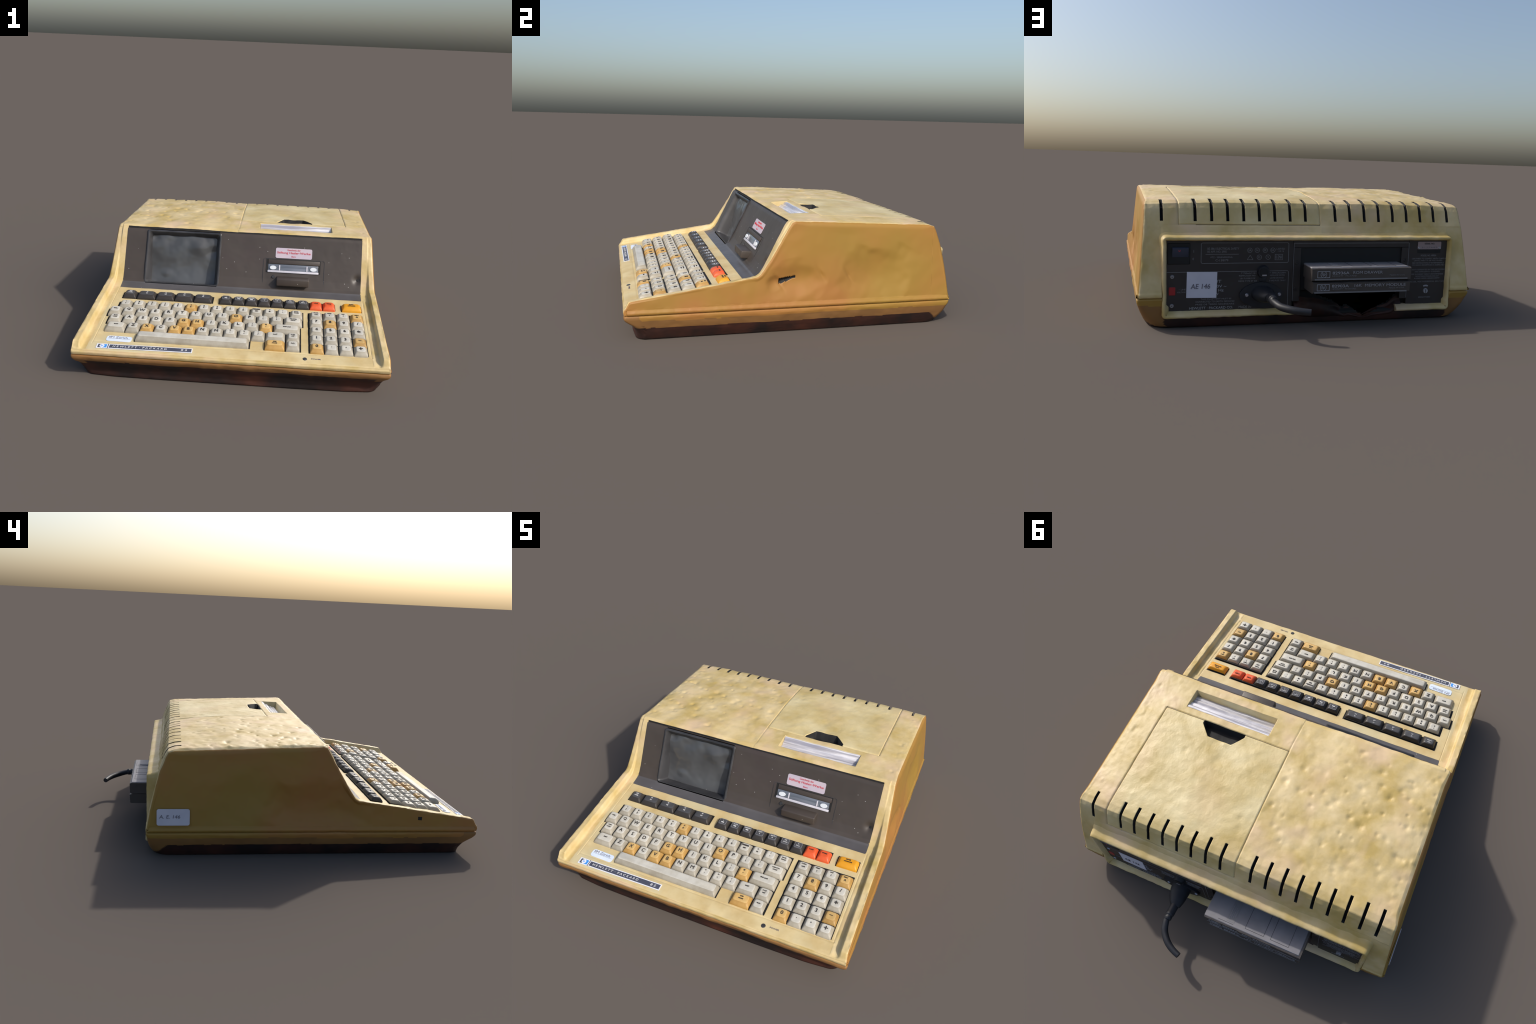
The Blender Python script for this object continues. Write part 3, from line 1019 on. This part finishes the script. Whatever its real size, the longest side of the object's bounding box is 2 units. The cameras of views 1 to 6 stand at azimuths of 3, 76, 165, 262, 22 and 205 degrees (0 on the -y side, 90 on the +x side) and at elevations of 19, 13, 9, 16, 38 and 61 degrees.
# ------------------------------------------------------------------ screen
def build_screen():
    """bezel frame on the slope with a recessed, bulging, lumpy picture tube"""
    top, bot = Vector((0, -0.196, 0.553)), Vector((0, -0.338, 0.272))
    x0, x1 = -0.570, -0.130
    v = (bot - top).normalized()
    nn = Vector((0, v.z, -v.y))
    if nn.y > 0:
        nn = -nn
    ln = (bot - top).length

    def P(u, t, o):
        return Vector((x0 + (x1 - x0) * u, 0, 0)) + top + v * (t * ln) + nn * o
    rings = []
    for m, o in ((0.0, -0.035), (0.0, -0.002), (0.004, 0.002), (0.010, 0.002), (0.014, -0.002), (0.020, -0.012), (0.028, -0.028), (0.032, -0.110)):
        w, h = (x1 - x0), ln
        r = 0.012
        ring = []
        for cx, cy, a0 in ((w - m - r, m + r, -90), (w - m - r, h - 0.4 * m - r, 0), (m + r, h - 0.4 * m - r, 90), (m + r, m + r, 180)):
            for i in range(6):
                a = math.radians(a0 + 90 * i / 5)
                ring.append(((cx + r * math.cos(a)) / w, (cy + r * math.sin(a)) / h))
        out = []
        for k in range(len(ring)):
            (a, b), (c, d) = ring[k], ring[(k + 1) % len(ring)]
            m2 = 12 if math.hypot((a - c) * w, (b - d) * h) > 0.1 else 1
            for q in range(m2):
                uu, tt = a + (c - a) * q / m2, b + (d - b) * q / m2
                p = P(uu, tt, o)
                out.append(p + nn * 0.0015 * fbm(p.x, p.y, p.z, 18))
        rings.append(out)
    n = len(rings[0])
    verts = [p for r in rings for p in r]
    faces = [(i * n + j, i * n + n + j, i * n + n + (j + 1) % n, i * n + (j + 1) % n) for i in range(len(rings) - 1) for j in range(n)]
    add("screen_bezel", mesh_from("screen_bezel", verts, faces), ROOT, "bezel", True, 35)
    NU, NT = 46, 42
    verts = []
    for i in range(NT + 1):
        for j in range(NU + 1):
            u, t = 0.04 + 0.92 * j / NU, 0.04 + 0.945 * i / NT
            bulge = 1 - ((u - 0.5) * 2) ** 2 * 0.8 - ((t - 0.5) * 2) ** 2 * 0.8
            p = P(u, t, 0)
            o = -0.028 - 0.046 * sstep(0.02, 0.8, t) + 0.012 * max(0, bulge) + 0.006 * fbm(p.x, p.y, p.z, 9, 3) * (1.4 - t)
            # sharp scan-like facets
            for cu, ct, rad, dep in ((0.70, 0.28, 0.16, 0.010), (0.27, 0.78, 0.09, 0.008), (0.35, 0.20, 0.12, -0.006), (0.90, 0.35, 0.12, -0.010), (0.10, 0.14, 0.08, -0.008)):
                q = math.hypot(u - cu, t - ct) / rad
                if q < 1:
                    o += dep * (1 - q)
            verts.append(P(u, t, o))
    faces = [(i * (NU + 1) + j, (i + 1) * (NU + 1) + j, (i + 1) * (NU + 1) + j + 1, i * (NU + 1) + j + 1) for i in range(NT) for j in range(NU)]
    add("screen_glass", mesh_from("screen_glass", verts, faces), ROOT, "glass", True, 22)


build_screen()

# ------------------------------------------------------------------ tape drive
place("tape_drive_outline", outline(0.356, 0.182, 0.012, 0.0020, 0.0010), panel_frame(0.300, 0.352, 0.0008), "bezel")
place("tape_slot", plate(0.316, 0.080, 0.003, 0.003), panel_frame(0.297, 0.397, -0.0015), "black", smooth=False)
place("tape_door_flap", block((0.300, 0.026, 0.014), 0.004), panel_frame(0.300, 0.417, 0.0), "panel")
place("cassette_window", block((0.290, 0.036, 0.006), 0.001), panel_frame(0.297, 0.388, 0.0), "tape")
place("tape_strip", block((0.296, 0.012, 0.012), 0.002), panel_frame(0.297, 0.366, 0.001), "chrome")
for dx in (-0.117, 0.117):
    e = disc(0.0195, 0.005, 24, 0.018)
    for v in e.vertices:
        v.co.y *= 0.62
    place("tape_reel", e, panel_frame(0.297 + dx, 0.385, 0.0035), "reel")
    place("cassette_post", block((0.007, 0.030, 0.006), 0.001), panel_frame(0.297 + dx * 0.68, 0.386, 0.003), "chrome")
place("eject_bar", block((0.188, 0.096, 0.044), 0.007, 3), Matrix.Translation((0.297, -0.305, 0.321)) @ Matrix.Rotation(-0.1, 4, "X"), "panel")
place("eject_button", disc(0.010, 0.006, 20, 0.008), panel_frame(0.184, 0.338, 0.0), "bezel")
place("donor_sticker", plate(0.212, 0.060, 0.0018, 0.009), panel_frame(0.297, 0.464, 0.0012), "sticker", smooth=False)
write("Geschenk der", panel_frame(0.297, 0.4815, 0.0036), w=0.078, h=0.0105, mat="red_ink")
write("Stiftung Hasler-Werke", panel_frame(0.297, 0.465, 0.0036), w=0.194, h=0.0165, mat="red_ink", bold=True)
write("Bern", panel_frame(0.297, 0.4475, 0.0036), w=0.024, h=0.0085, mat="red_ink")
place("brightness_hole", disc(0.007, 0.004), panel_frame(0.676, 0.345, -0.013), "black")


# ------------------------------------------------------------------ printer window
def build_tear_bar():
    prof = [(-0.113, 0.5240), (-0.108, 0.5300), (-0.096, 0.5330), (-0.088, 0.5310), (-0.080, 0.5390), (-0.072, 0.5410), (-0.064, 0.5390), (-0.056, 0.5490), (-0.048, 0.5510), (-0.040, 0.5500), (-0.032, 0.5610), (-0.020, 0.5690), (-0.0155, 0.5690), (-0.0150, 0.5160)]
    n, m = 60, len(prof)
    verts = []
    for i in range(n + 1):
        x = 0.0895 + (0.5165 - 0.0895) * i / n
        for y, z in prof:
            verts.append((x, y, min(0.570, z + 0.005) + 0.0018 * fbm(x, y, z, 16, 2)))
    faces = [(i * m + j, i * m + j + 1, (i + 1) * m + j + 1, (i + 1) * m + j) for i in range(n) for j in range(m - 1)]
    faces += [tuple(range(m)), tuple(reversed(range(n * m, n * m + m)))]
    add("tear_bar", mesh_from("tear_bar", verts, faces), ROOT, "silver", True, 50)


build_tear_bar()


# ------------------------------------------------------------------ rear frame and panel
def build_rear_frame():
    """raised rim around the rear panel, broken away under the cartridges"""
    X, Z0, Z1, r = 0.678, 0.046, 0.394, 0.016
    path = []

    def seg(a, b):
        n = max(1, round(math.hypot(b[0] - a[0], b[1] - a[1]) / 0.01))
        for i in range(n):
            path.append((a[0] + (b[0] - a[0]) * i / n, a[1] + (b[1] - a[1]) * i / n))

    def arc(cx, cz, a0):
        for i in range(5):
            a = math.radians(a0 + 90 * i / 5)
            path.append((cx + r * math.cos(a), cz + r * math.sin(a)))
    seg((0.035, Z0), (X - r, Z0))
    arc(X - r, Z0 + r, -90)
    seg((X, Z0 + r), (X, Z1 - r))
    arc(X - r, Z1 - r, 0)
    seg((X - r, Z1), (-X + r, Z1))
    arc(-X + r, Z1 - r, 90)
    seg((-X, Z1 - r), (-X, Z0 + r))
    arc(-X + r, Z0 + r, 180)
    seg((-X + r, Z0), (-0.415, Z0))
    path.append((-0.405, Z0))
    sec = [(0.020, 0.620), (0.017, 0.648), (0.008, 0.662), (0.004, 0.690), (0.001, 0.7015), (-0.003, 0.7045), (-0.009, 0.7045), (-0.012, 0.702), (-0.017, 0.684), (-0.017, 0.660)]
    verts = []
    for i, (x, z) in enumerate(path):
        a, b = path[max(0, i - 1)], path[min(len(path) - 1, i + 1)]
        tx, tz = b[0] - a[0], b[1] - a[1]
        l = math.hypot(tx, tz)
        nx, nz = tz / l, -tx / l
        low = 1 - sstep(0.06, 0.16, z)
        for o, y in sec:
            o2 = o if (z > 0.1 or o > -0.015) else o - 0.009
            j = 0.0016 * fbm(x, z, y, 25, 8)
            yy = y + (0.006 * low if y > 0.67 and o < 0.005 else 0)
            verts.append((x + nx * (o2 + j), yy + j, z + nz * (o2 + j)))
    m = len(sec)
    faces = [(i * m + j, (i + 1) * m + j, (i + 1) * m + j + 1, i * m + j + 1) for i in range(len(path) - 1) for j in range(m - 1)]
    faces += [tuple(range(m)), tuple(reversed(range((len(path) - 1) * m, len(path) * m)))]
    add("panel_rim", mesh_from("panel_rim", verts, faces), ROOT, "cover", True, 60)


build_rear_frame()


def rear_plate(name, x0, x1, z0, z1, y0, y1, mat, bevel=0.001):
    me = block((x1 - x0, y1 - y0, z1 - z0), bevel, 1)
    ob = add(name, me, ROOT, mat, True, 40)
    ob.location = ((x0 + x1) / 2 + RX, (y0 + y1) / 2, (z0 + z1) / 2)
    return ob


rear_plate("connector_panel", 0.098, 0.668, 0.056, 0.384, 0.660, REAR_Y, "rear")
rear_plate("connector_panel", -0.672, -0.468, 0.056, 0.384, 0.660, REAR_Y, "rear")
# cartridge bay surround: four bars round the opening
rear_plate("bay_surround", -0.467, 0.097, 0.346, 0.384, 0.660, REAR_Y + 0.001, "rear")
rear_plate("bay_surround", 0.062, 0.097, 0.10, 0.345, 0.660, REAR_Y + 0.001, "rear")
rear_plate("bay_surround", -0.467, -0.432, 0.10, 0.345, 0.660, REAR_Y + 0.001, "rear")
place("bay_line", plate(0.562, 0.0022, 0.0012), rear_frame_at(-0.185, 0.366, 0.0012), "dim_ink", smooth=False)
for x in (0.0965, -0.4665):
    place("bay_line", plate(0.0018, 0.262, 0.0012), rear_frame_at(x, 0.235, 0.0012), "dim_ink", smooth=False)
rear_plate("bay_interior", -0.432, 0.062, 0.150, 0.346, 0.640, 0.676, "black")


def screw(x, z, mat="screw", r=0.009):
    s = place("screw", disc(r, 0.004, 18, r * 0.75), rear_frame_at(x, z), mat)
    for a in (0.4, 0.4 + math.pi / 2):
        place("screw_slot", plate(r * 1.1, 0.0016, 0.0006), Matrix.Translation((0, 0, 0.0041)) @ Matrix.Rotation(a, 4, "Z"), "black", s, smooth=False)


for x, z in ((0.633, 0.222), (0.634, 0.095)):
    screw(x, z)
for x, z in ((0.081, 0.278), (0.083, 0.157), (-0.452, 0.284)):
    screw(x, z, "rear", 0.010)

# power switch, voltage slide
rear_plate("switch_housing", 0.557, 0.654, 0.276, 0.368, 0.660, 0.686, "black", 0.003)
rk = block((0.070, 0.014, 0.044), 0.003)
o = add("rocker", rk, ROOT, "rocker", True, 40)
o.location = (0.604, 0.686, 0.329)
o.rotation_euler = (math.radians(-18), 0, 0)
write("0", rear_frame_at(0.604, 0.338, 0.0, 0.6965), h=0.012, mat="red_ink")
write("1", rear_frame_at(0.542, 0.332, 0.0005), h=0.011, mat="dim_ink")
write("0", rear_frame_at(0.544, 0.299, 0.0005), h=0.010, mat="dim_ink")
rear_plate("slide_recess", 0.613, 0.651, 0.134, 0.184, 0.660, 0.6775, "black")
sl = rear_plate("slide_switch", 0.618, 0.648, 0.140, 0.178, 0.668, 0.685, "red_plastic", 0.003)
rear_plate("slide_lip", 0.615, 0.650, 0.131, 0.137, 0.668, 0.681, "dim_ink")

# printed frames and text of the rear panel
place("printed_frame", outline(0.392, 0.091, 0.008, 0.0020, 0.0008), rear_frame_at(0.3155, 0.3235, 0.0003), "dim_ink", smooth=False)
place("printed_frame", outline(0.543, 0.176, 0.008, 0.0020, 0.0008), rear_frame_at(0.3885, 0.155, 0.0003), "dim_ink", smooth=False)


def rear_text(s, x0, x1, z, h, mat="dim_ink", y=None, bold=False):
    return write(s, rear_frame_at((x0 + x1) / 2, z, 0.0006, y), w=abs(x1 - x0), h=h, mat=mat, bold=bold)


for s, x0, x1, z, h in (
        ("BS 3861 ELECTRICAL SAFETY", 0.483, 0.345, 0.343, 0.0095), ("BS APP. NO. 2905", 0.483, 0.400, 0.330, 0.009),
        ("PTZ - SERIENPRÜFNR.", 0.469, 0.372, 0.306, 0.008), ("C-138/79", 0.448, 0.392, 0.292, 0.009),
        ("LISTED", 0.176, 0.138, 0.341, 0.007), ("181J", 0.170, 0.143, 0.330, 0.006),
        ("T 750mA/115V", 0.334, 0.264, 0.233, 0.0065), ("REMPLACER PAR", 0.343, 0.268, 0.222, 0.0065),
        ("UN FUSIBLE DE", 0.338, 0.270, 0.210, 0.0065), ("MEME TYPE ET DE", 0.345, 0.262, 0.198, 0.0065),
        ("T 400mA/230V", 0.206, 0.130, 0.233, 0.0065), ("REPLACE WITH", 0.203, 0.136, 0.222, 0.0065),
        ("SAME RATING/", 0.203, 0.138, 0.210, 0.0065), ("TYPE FUSE ONLY", 0.206, 0.130, 0.198, 0.0065),
        ("THIS EQUIPMENT MUST BE", 0.510, 0.375, 0.121, 0.0072), ("CONNECTED TO EARTH GROUND", 0.532, 0.361, 0.110, 0.0075),
        ("PRISE DE TERRE NECESSAIRE", 0.532, 0.361, 0.098, 0.0065),
        ("MADE IN", 0.341, 0.285, 0.082, 0.0105),
        ("~ LINE", 0.605, 0.575, 0.166, 0.006), ("VOLTAGE", 0.612, 0.575, 0.154, 0.006)):
    rear_text(s, x0, x1, z, h)
place("printed_patch", plate(0.215, 0.012, 0.0006), rear_frame_at(0.463, 0.0695, 0.0008), "rear", smooth=False)
rear_text("HEWLETT · PACKARD CO.", 0.559, 0.367, 0.082, 0.011, "grey_ink")
rear_text("INPUT", 0.487, 0.421, 0.199, 0.013, "grey_ink")
rear_text("115/230V ~", 0.500, 0.398, 0.178, 0.012, "grey_ink")
rear_text("50-60 Hz", 0.490, 0.410, 0.160, 0.012, "grey_ink")
rear_text("40W", 0.462, 0.432, 0.143, 0.012, "grey_ink")
place("printed_rule", plate(0.145, 0.0018, 0.0006), rear_frame_at(0.419, 0.3185, 0.0003), "dim_ink", smooth=False)
for i, (x, t) in enumerate(((0.297, "SA"), (0.264, "N"), (0.228, "SP"), (0.193, "UL"), (0.254, "D"), (0.214, "S"))):
    z = 0.335 if i < 4 else 0.304
    place("approval_mark", outline(0.022, 0.022, 0.0109, 0.0016, 0.0006, 6), rear_frame_at(x, z, 0.0003), "dim_ink", smooth=False)
    write(t, rear_frame_at(x, z, 0.0006), h=0.0085, mat="dim_ink")
place("approval_mark", outline(0.036, 0.026, 0.001, 0.0016, 0.0006), rear_frame_at(0.165, 0.304, 0.0003), "dim_ink", smooth=False)
write("K EMA", rear_frame_at(0.165, 0.304, 0.0006), w=0.028, h=0.014, mat="dim_ink")
tri_v = [(0.015 * math.cos(a), 0.0135 * math.sin(a) - 0.003) for a in (math.pi / 2, math.pi * 7 / 6, math.pi * 11 / 6)]
for a, b in zip(tri_v, tri_v[1:] + tri_v[:1]):
    dx, dy = b[0] - a[0], b[1] - a[1]
    place("approval_mark", plate(math.hypot(dx, dy), 0.0016, 0.0006), rear_frame_at(0.295, 0.303, 0.0003) @ Matrix.Translation(((a[0] + b[0]) / 2, (a[1] + b[1]) / 2, 0)) @ Matrix.Rotation(math.atan2(dy, dx), 4, "Z"), "dim_ink", smooth=False)

# paper label on the rear panel
place("paper_label", plate(0.131, 0.114, 0.0015), rear_frame_at(0.506, 0.185, 0.0008) @ Matrix.Rotation(-0.02, 4, "Z"), "paper", smooth=False)
write("AE 146", rear_frame_at(0.511, 0.179, 0.0032), w=0.084, h=0.022, mat="pencil", slant=0.12)

# right-hand strip: serial plate, notice, brightness dial
place("serial_plate", plate(0.122, 0.036, 0.002, 0.004), rear_frame_at(-0.573, 0.353, 0.0004), "plate", smooth=False)
for x in (-0.519, -0.627):
    place("rivet", disc(0.0065, 0.003, 16, 0.004), rear_frame_at(x, 0.341, 0.002), "screw")
write("SERIAL NO.", rear_frame_at(-0.573, 0.362, 0.0028), w=0.052, h=0.008, mat="ink")
write("2 1 3 7 A 0 5", rear_frame_at(-0.573, 0.344, 0.0028), w=0.080, h=0.007, mat="dim_ink")
place("serial_plate", plate(0.120, 0.018, 0.0012, 0.003), rear_frame_at(-0.573, 0.325, 0.0003), "black", smooth=False)
for s, x0, x1, z, h in (
        ("HEWLETT · PACKARD", -0.530, -0.615, 0.329, 0.006), ("MADE IN U.S.A.", -0.545, -0.600, 0.321, 0.005),
        ("MODEL NO. HP85A", -0.532, -0.613, 0.305, 0.008), ("CERTIFIED TO COMPLY WITH CLASS B", -0.486, -0.664, 0.290, 0.0065),
        ("LIMITS, PART 15 OF FCC RULES.", -0.498, -0.648, 0.280, 0.0065), ("SEE INSTRUCTIONS IF INTERFERENCE", -0.489, -0.656, 0.269, 0.0065),
        ("TO RADIO RECEPTION IS SUSPECTED", -0.490, -0.660, 0.259, 0.0065), ("X-RAYS GENERATED IN THIS INSTRUMENT", -0.482, -0.668, 0.237, 0.0065),
        ("ARE SUFFICIENTLY SCREENED.", -0.505, -0.640, 0.227, 0.0065), ("DIE IN DIESEM GERAT ENTSTEHENDE", -0.489, -0.657, 0.215, 0.0065),
        ("RONTGENSTRAHLUNG IST", -0.512, -0.634, 0.205, 0.0065), ("AUSREICHEND ABGESCHIRMT", -0.504, -0.640, 0.195, 0.0065),
        ("ACCEL. VOLTAGE/BESCHL. SPG 7.5kV", -0.485, -0.664, 0.179, 0.0065), ("BRIGHTNESS", -0.534, -0.597, 0.103, 0.0075)):
    rear_text(s, x0, x1, z, h)
place("brightness_dial", disc(0.0125, 0.006, 24, 0.011), rear_frame_at(-0.568, 0.134), "grey_ink")
place("dial_slot", plate(0.003, 0.018, 0.0006), rear_frame_at(-0.568, 0.134, 0.0062), "black", smooth=False)
arcp = [(0.027 * math.cos(a), 0.024 * math.sin(a)) for a in [math.radians(60 + 10 * i) for i in range(7)]]
arcp += [(0.020 * math.cos(a), 0.017 * math.sin(a)) for a in [math.radians(120 - 10 * i) for i in range(7)]]
place("brightness_mark", prism(arcp, 0.0008), rear_frame_at(-0.568, 0.139, 0.0003), "grey_ink", smooth=False)

# ------------------------------------------------------------------ cartridges in the bay


def cartridge(z0, z1, xl, xr, name):
    nseg = 60
    verts, faces = [], []
    prof = [(z0 + 0.003, 0.650), (z0, 0.660), (z0, 0.792), (z0 + 0.004, 0.8015), (z1 - 0.004, 0.8035), (z1, 0.794), (z1, 0.650)]
    m = len(prof)
    for i in range(nseg + 1):
        u = i / nseg
        x = xl + (xr - xl) * u
        for z, y in prof:
            j = 0.0014 * fbm(x, y, z, 30, 3)
            verts.append((x + (0.006 if u in (0, 1) else 0) * 0, y + j, z + j))
    for i in range(nseg):
        for j in range(m - 1):
            faces.append((i * m + j, (i + 1) * m + j, (i + 1) * m + j + 1, i * m + j + 1))
    faces += [tuple(reversed(range(m))), tuple(range(nseg * m, nseg * m + m))]
    return add(name, mesh_from(name, verts, faces), ROOT, "cartridge", True, 40)


cartridge(0.2135, 0.2730, 0.050, -0.420, "rom_drawer")
cartridge(0.1590, 0.2105, 0.044, -0.418, "memory_module")
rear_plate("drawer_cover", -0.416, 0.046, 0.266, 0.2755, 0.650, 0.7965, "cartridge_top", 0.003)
TOPF = frame((0, 0, 0.2756), (1, 0, 0), (0, 1, 0), (0, 0, 1))
for xa, xb in ((-0.145, -0.235), (-0.268, -0.355)):
    for x in (xa, xb):
        place("cover_seam", plate(0.0012, 0.115, 0.0006), TOPF @ Matrix.Translation((x, 0.723, 0)), "black", smooth=False)
    place("cover_seam", plate(abs(xb - xa), 0.0012, 0.0006), TOPF @ Matrix.Translation(((xa + xb) / 2, 0.7805, 0)), "black", smooth=False)
place("cover_seam", plate(0.075, 0.0012, 0.0006), TOPF @ Matrix.Translation((-0.052, 0.7865, 0)), "black", smooth=False)
place("cover_label", plate(0.038, 0.100, 0.0007), TOPF @ Matrix.Translation((-0.072, 0.730, 0)), "dim_ink", smooth=False)
for i in range(4):
    write("HEWLETT PACKARD"[: 15 - 3 * i], TOPF @ Matrix.Translation((-0.060 - 0.008 * i, 0.735, 0.0010)) @ Matrix.Rotation(-math.pi / 2, 4, "Z"), w=0.070 - 0.012 * i, h=0.005, mat="grey_ink")
FY = 0.8042
for z, num, what in ((0.246, "82936A", "ROM DRAWER"), (0.188, "82903A", "16K  MEMORY MODULE")):
    place("maker_mark", outline(0.058, 0.030, 0.0015, 0.0026, 0.0010), rear_frame_at(-0.007, z - 0.001, 0.0, FY), "grey_ink", smooth=False)
    place("maker_mark", outline(0.029, 0.029, 0.0143, 0.0022, 0.0010), rear_frame_at(-0.007, z - 0.001, 0.0, FY), "grey_ink", smooth=False)
    write("hp", rear_frame_at(-0.007, z - 0.001, 0.0, FY), w=0.016, h=0.019, mat="grey_ink", slant=0.25, bold=True)
    rear_text(num, -0.047, -0.126, z + 0.005, 0.0125, "grey_ink", FY, True)
    rear_text(what, -0.144 if z > 0.2 else -0.153, -0.284 if z > 0.2 else -0.400, z + 0.006, 0.0125, "grey_ink", FY, True)
    rear_text("HEWLETT · PACKARD", -0.047, -0.160, z - 0.008, 0.006, "dim_ink", FY)
    rear_text("MADE IN U.S.A.", -0.319, -0.394, z - 0.008, 0.006, "dim_ink", FY)
    place("face_stripe", plate(0.440, 0.006, 0.0010), rear_frame_at(-0.187, z - 0.0235, 0.0, FY - 0.0008), "dim_ink", smooth=False)


# ------------------------------------------------------------------ power plug and cable
def tube(name, pts, mat, n=16, squash=1.0, parent=ROOT):
    """tube through (position, radius) stations, smoothly interpolated"""
    P = [Vector(p) for p, r in pts]
    R = [r for p, r in pts]
    ctr, rad = [], []
    for i in range(len(P) - 1):
        p0, p1, p2, p3 = P[max(0, i - 1)], P[i], P[i + 1], P[min(len(P) - 1, i + 2)]
        for k in range(6):
            t = k / 6
            ctr.append(0.5 * ((2 * p1) + (p2 - p0) * t + (2 * p0 - 5 * p1 + 4 * p2 - p3) * t * t + (3 * p1 - p0 - 3 * p2 + p3) * t ** 3))
            rad.append(R[i] + (R[i + 1] - R[i]) * t)
    ctr.append(P[-1])
    rad.append(R[-1])
    verts = []
    for i, c in enumerate(ctr):
        t = (ctr[min(len(ctr) - 1, i + 1)] - ctr[max(0, i - 1)]).normalized()
        a = t.cross(Vector((0, 0, 1))).normalized()
        b = a.cross(t)
        for k in range(n):
            th = 2 * math.pi * k / n
            verts.append(c + a * math.cos(th) * rad[i] + b * math.sin(th) * rad[i] * squash)
    faces = [(i * n + k, i * n + (k + 1) % n, (i + 1) * n + (k + 1) % n, (i + 1) * n + k) for i in range(len(ctr) - 1) for k in range(n)]
    faces += [tuple(reversed(range(n))), tuple(range((len(ctr) - 1) * n, len(ctr) * n))]
    return add(name, mesh_from(name, verts, faces), parent, mat, True, 50)


fl = []
for i in range(40):
    a = 2 * math.pi * i / 40
    fl.append((0.098 * math.copysign(abs(math.cos(a)) ** 1.25, math.cos(a)), 0.058 * math.copysign(abs(math.sin(a)) ** 1.0, math.sin(a))))
place("socket_flange", prism(fl, 0.012), rear_frame_at(0.243, 0.136, 0.0), "rubber")
for x in (0.308, 0.160):
    screw_ob = place("screw", disc(0.0085, 0.004, 18, 0.006), rear_frame_at(x, 0.137, 0.0125), "screw")
tube("power_plug", [((0.243, 0.684, 0.142), 0.052), ((0.240, 0.720, 0.143), 0.048), ((0.234, 0.755, 0.144), 0.040), ((0.230, 0.780, 0.145), 0.030), ((0.230, 0.790, 0.145), 0.024)], "rubber", 20, 0.72)
tube("strain_relief", [((0.230, 0.785, 0.145), 0.021), ((0.230, 0.815, 0.146), 0.020), ((0.231, 0.835, 0.1465), 0.021), ((0.231, 0.842, 0.1465), 0.0175), ((0.231, 0.852, 0.147), 0.0195), ((0.230, 0.862, 0.147), 0.0165)], "rubber")
tube("power_cable", [((0.235, 0.850, 0.146), 0.0150), ((0.230, 0.880, 0.142), 0.0155), ((0.216, 0.915, 0.135), 0.0160), ((0.186, 0.948, 0.131), 0.0160), ((0.150, 0.970, 0.128), 0.0150), ((0.108, 0.985, 0.126), 0.0135)], "rubber")
fh = place("fuse_holder", disc(0.029, 0.020, 24, 0.025), rear_frame_at(0.235, 0.240), "rubber")
place("fuse_cap", disc(0.018, 0.004, 24, 0.018), rear_frame_at(0.235, 0.240, 0.0202), "black")
place("fuse_slot", plate(0.020, 0.006, 0.001), rear_frame_at(0.234, 0.227, 0.0243), "screw", smooth=False)
place("fuse_neck", block((0.034, 0.020, 0.014), 0.004), frame((0.240, 0.681, 0.205), (1, 0, 0), (0, 0, 1), (0, -1, 0)), "rubber")


# ------------------------------------------------------------------ slumped edge under the cartridges
def build_slump():
    """torn sill: a brown sheet sagging from the bay edge down to the base"""
    nx, nz = 60, 16
    verts = []
    for i in range(nx + 1):
        x = 0.09 - 0.53 * i / nx
        top = interp([(-0.44, 0.112), (-0.415, 0.110), (-0.376, 0.074), (-0.30, 0.052), (-0.243, 0.024), (-0.20, 0.048), (-0.165, 0.068), (-0.15, 0.052), (-0.12, 0.082), (-0.05, 0.108), (-0.01, 0.126), (0.03, 0.135), (0.09, 0.118)], x)
        for j in range(nz + 1):
            t = j / nz
            z = 0.012 + (top - 0.012) * t
            y = 0.664 + 0.028 * math.sin(math.pi * min(1, t * 1.25)) + 0.005 * fbm(x, z, 0.2, 12)
            y += 0.10 * t * sstep(-0.14, 0.0, x) * (1 - sstep(0.03, 0.09, x))
            verts.append((x, y, z))
    faces = [(i * (nz + 1) + j, i * (nz + 1) + j + 1, (i + 1) * (nz + 1) + j + 1, (i + 1) * (nz + 1) + j) for i in range(nx) for j in range(nz)]
    me = mesh_from("torn_sill", verts, faces)
    me.flip_normals()
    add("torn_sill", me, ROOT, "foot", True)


build_slump()

# ------------------------------------------------------------------ side label, gash
LM = frame((-0.7845, 0.574, 0.214), (0, -1, 0), Vector((0.06, 0, 1)).normalized(), Vector((-1, 0, 0.06)).normalized())
place("inventory_label", plate(0.158, 0.082, 0.003, 0.010), LM, "paper", smooth=False)
write("A. E. 146", LM @ Matrix.Translation((-0.016, 0.003, 0.0034)), w=0.100, h=0.017, mat="pencil", slant=0.15)
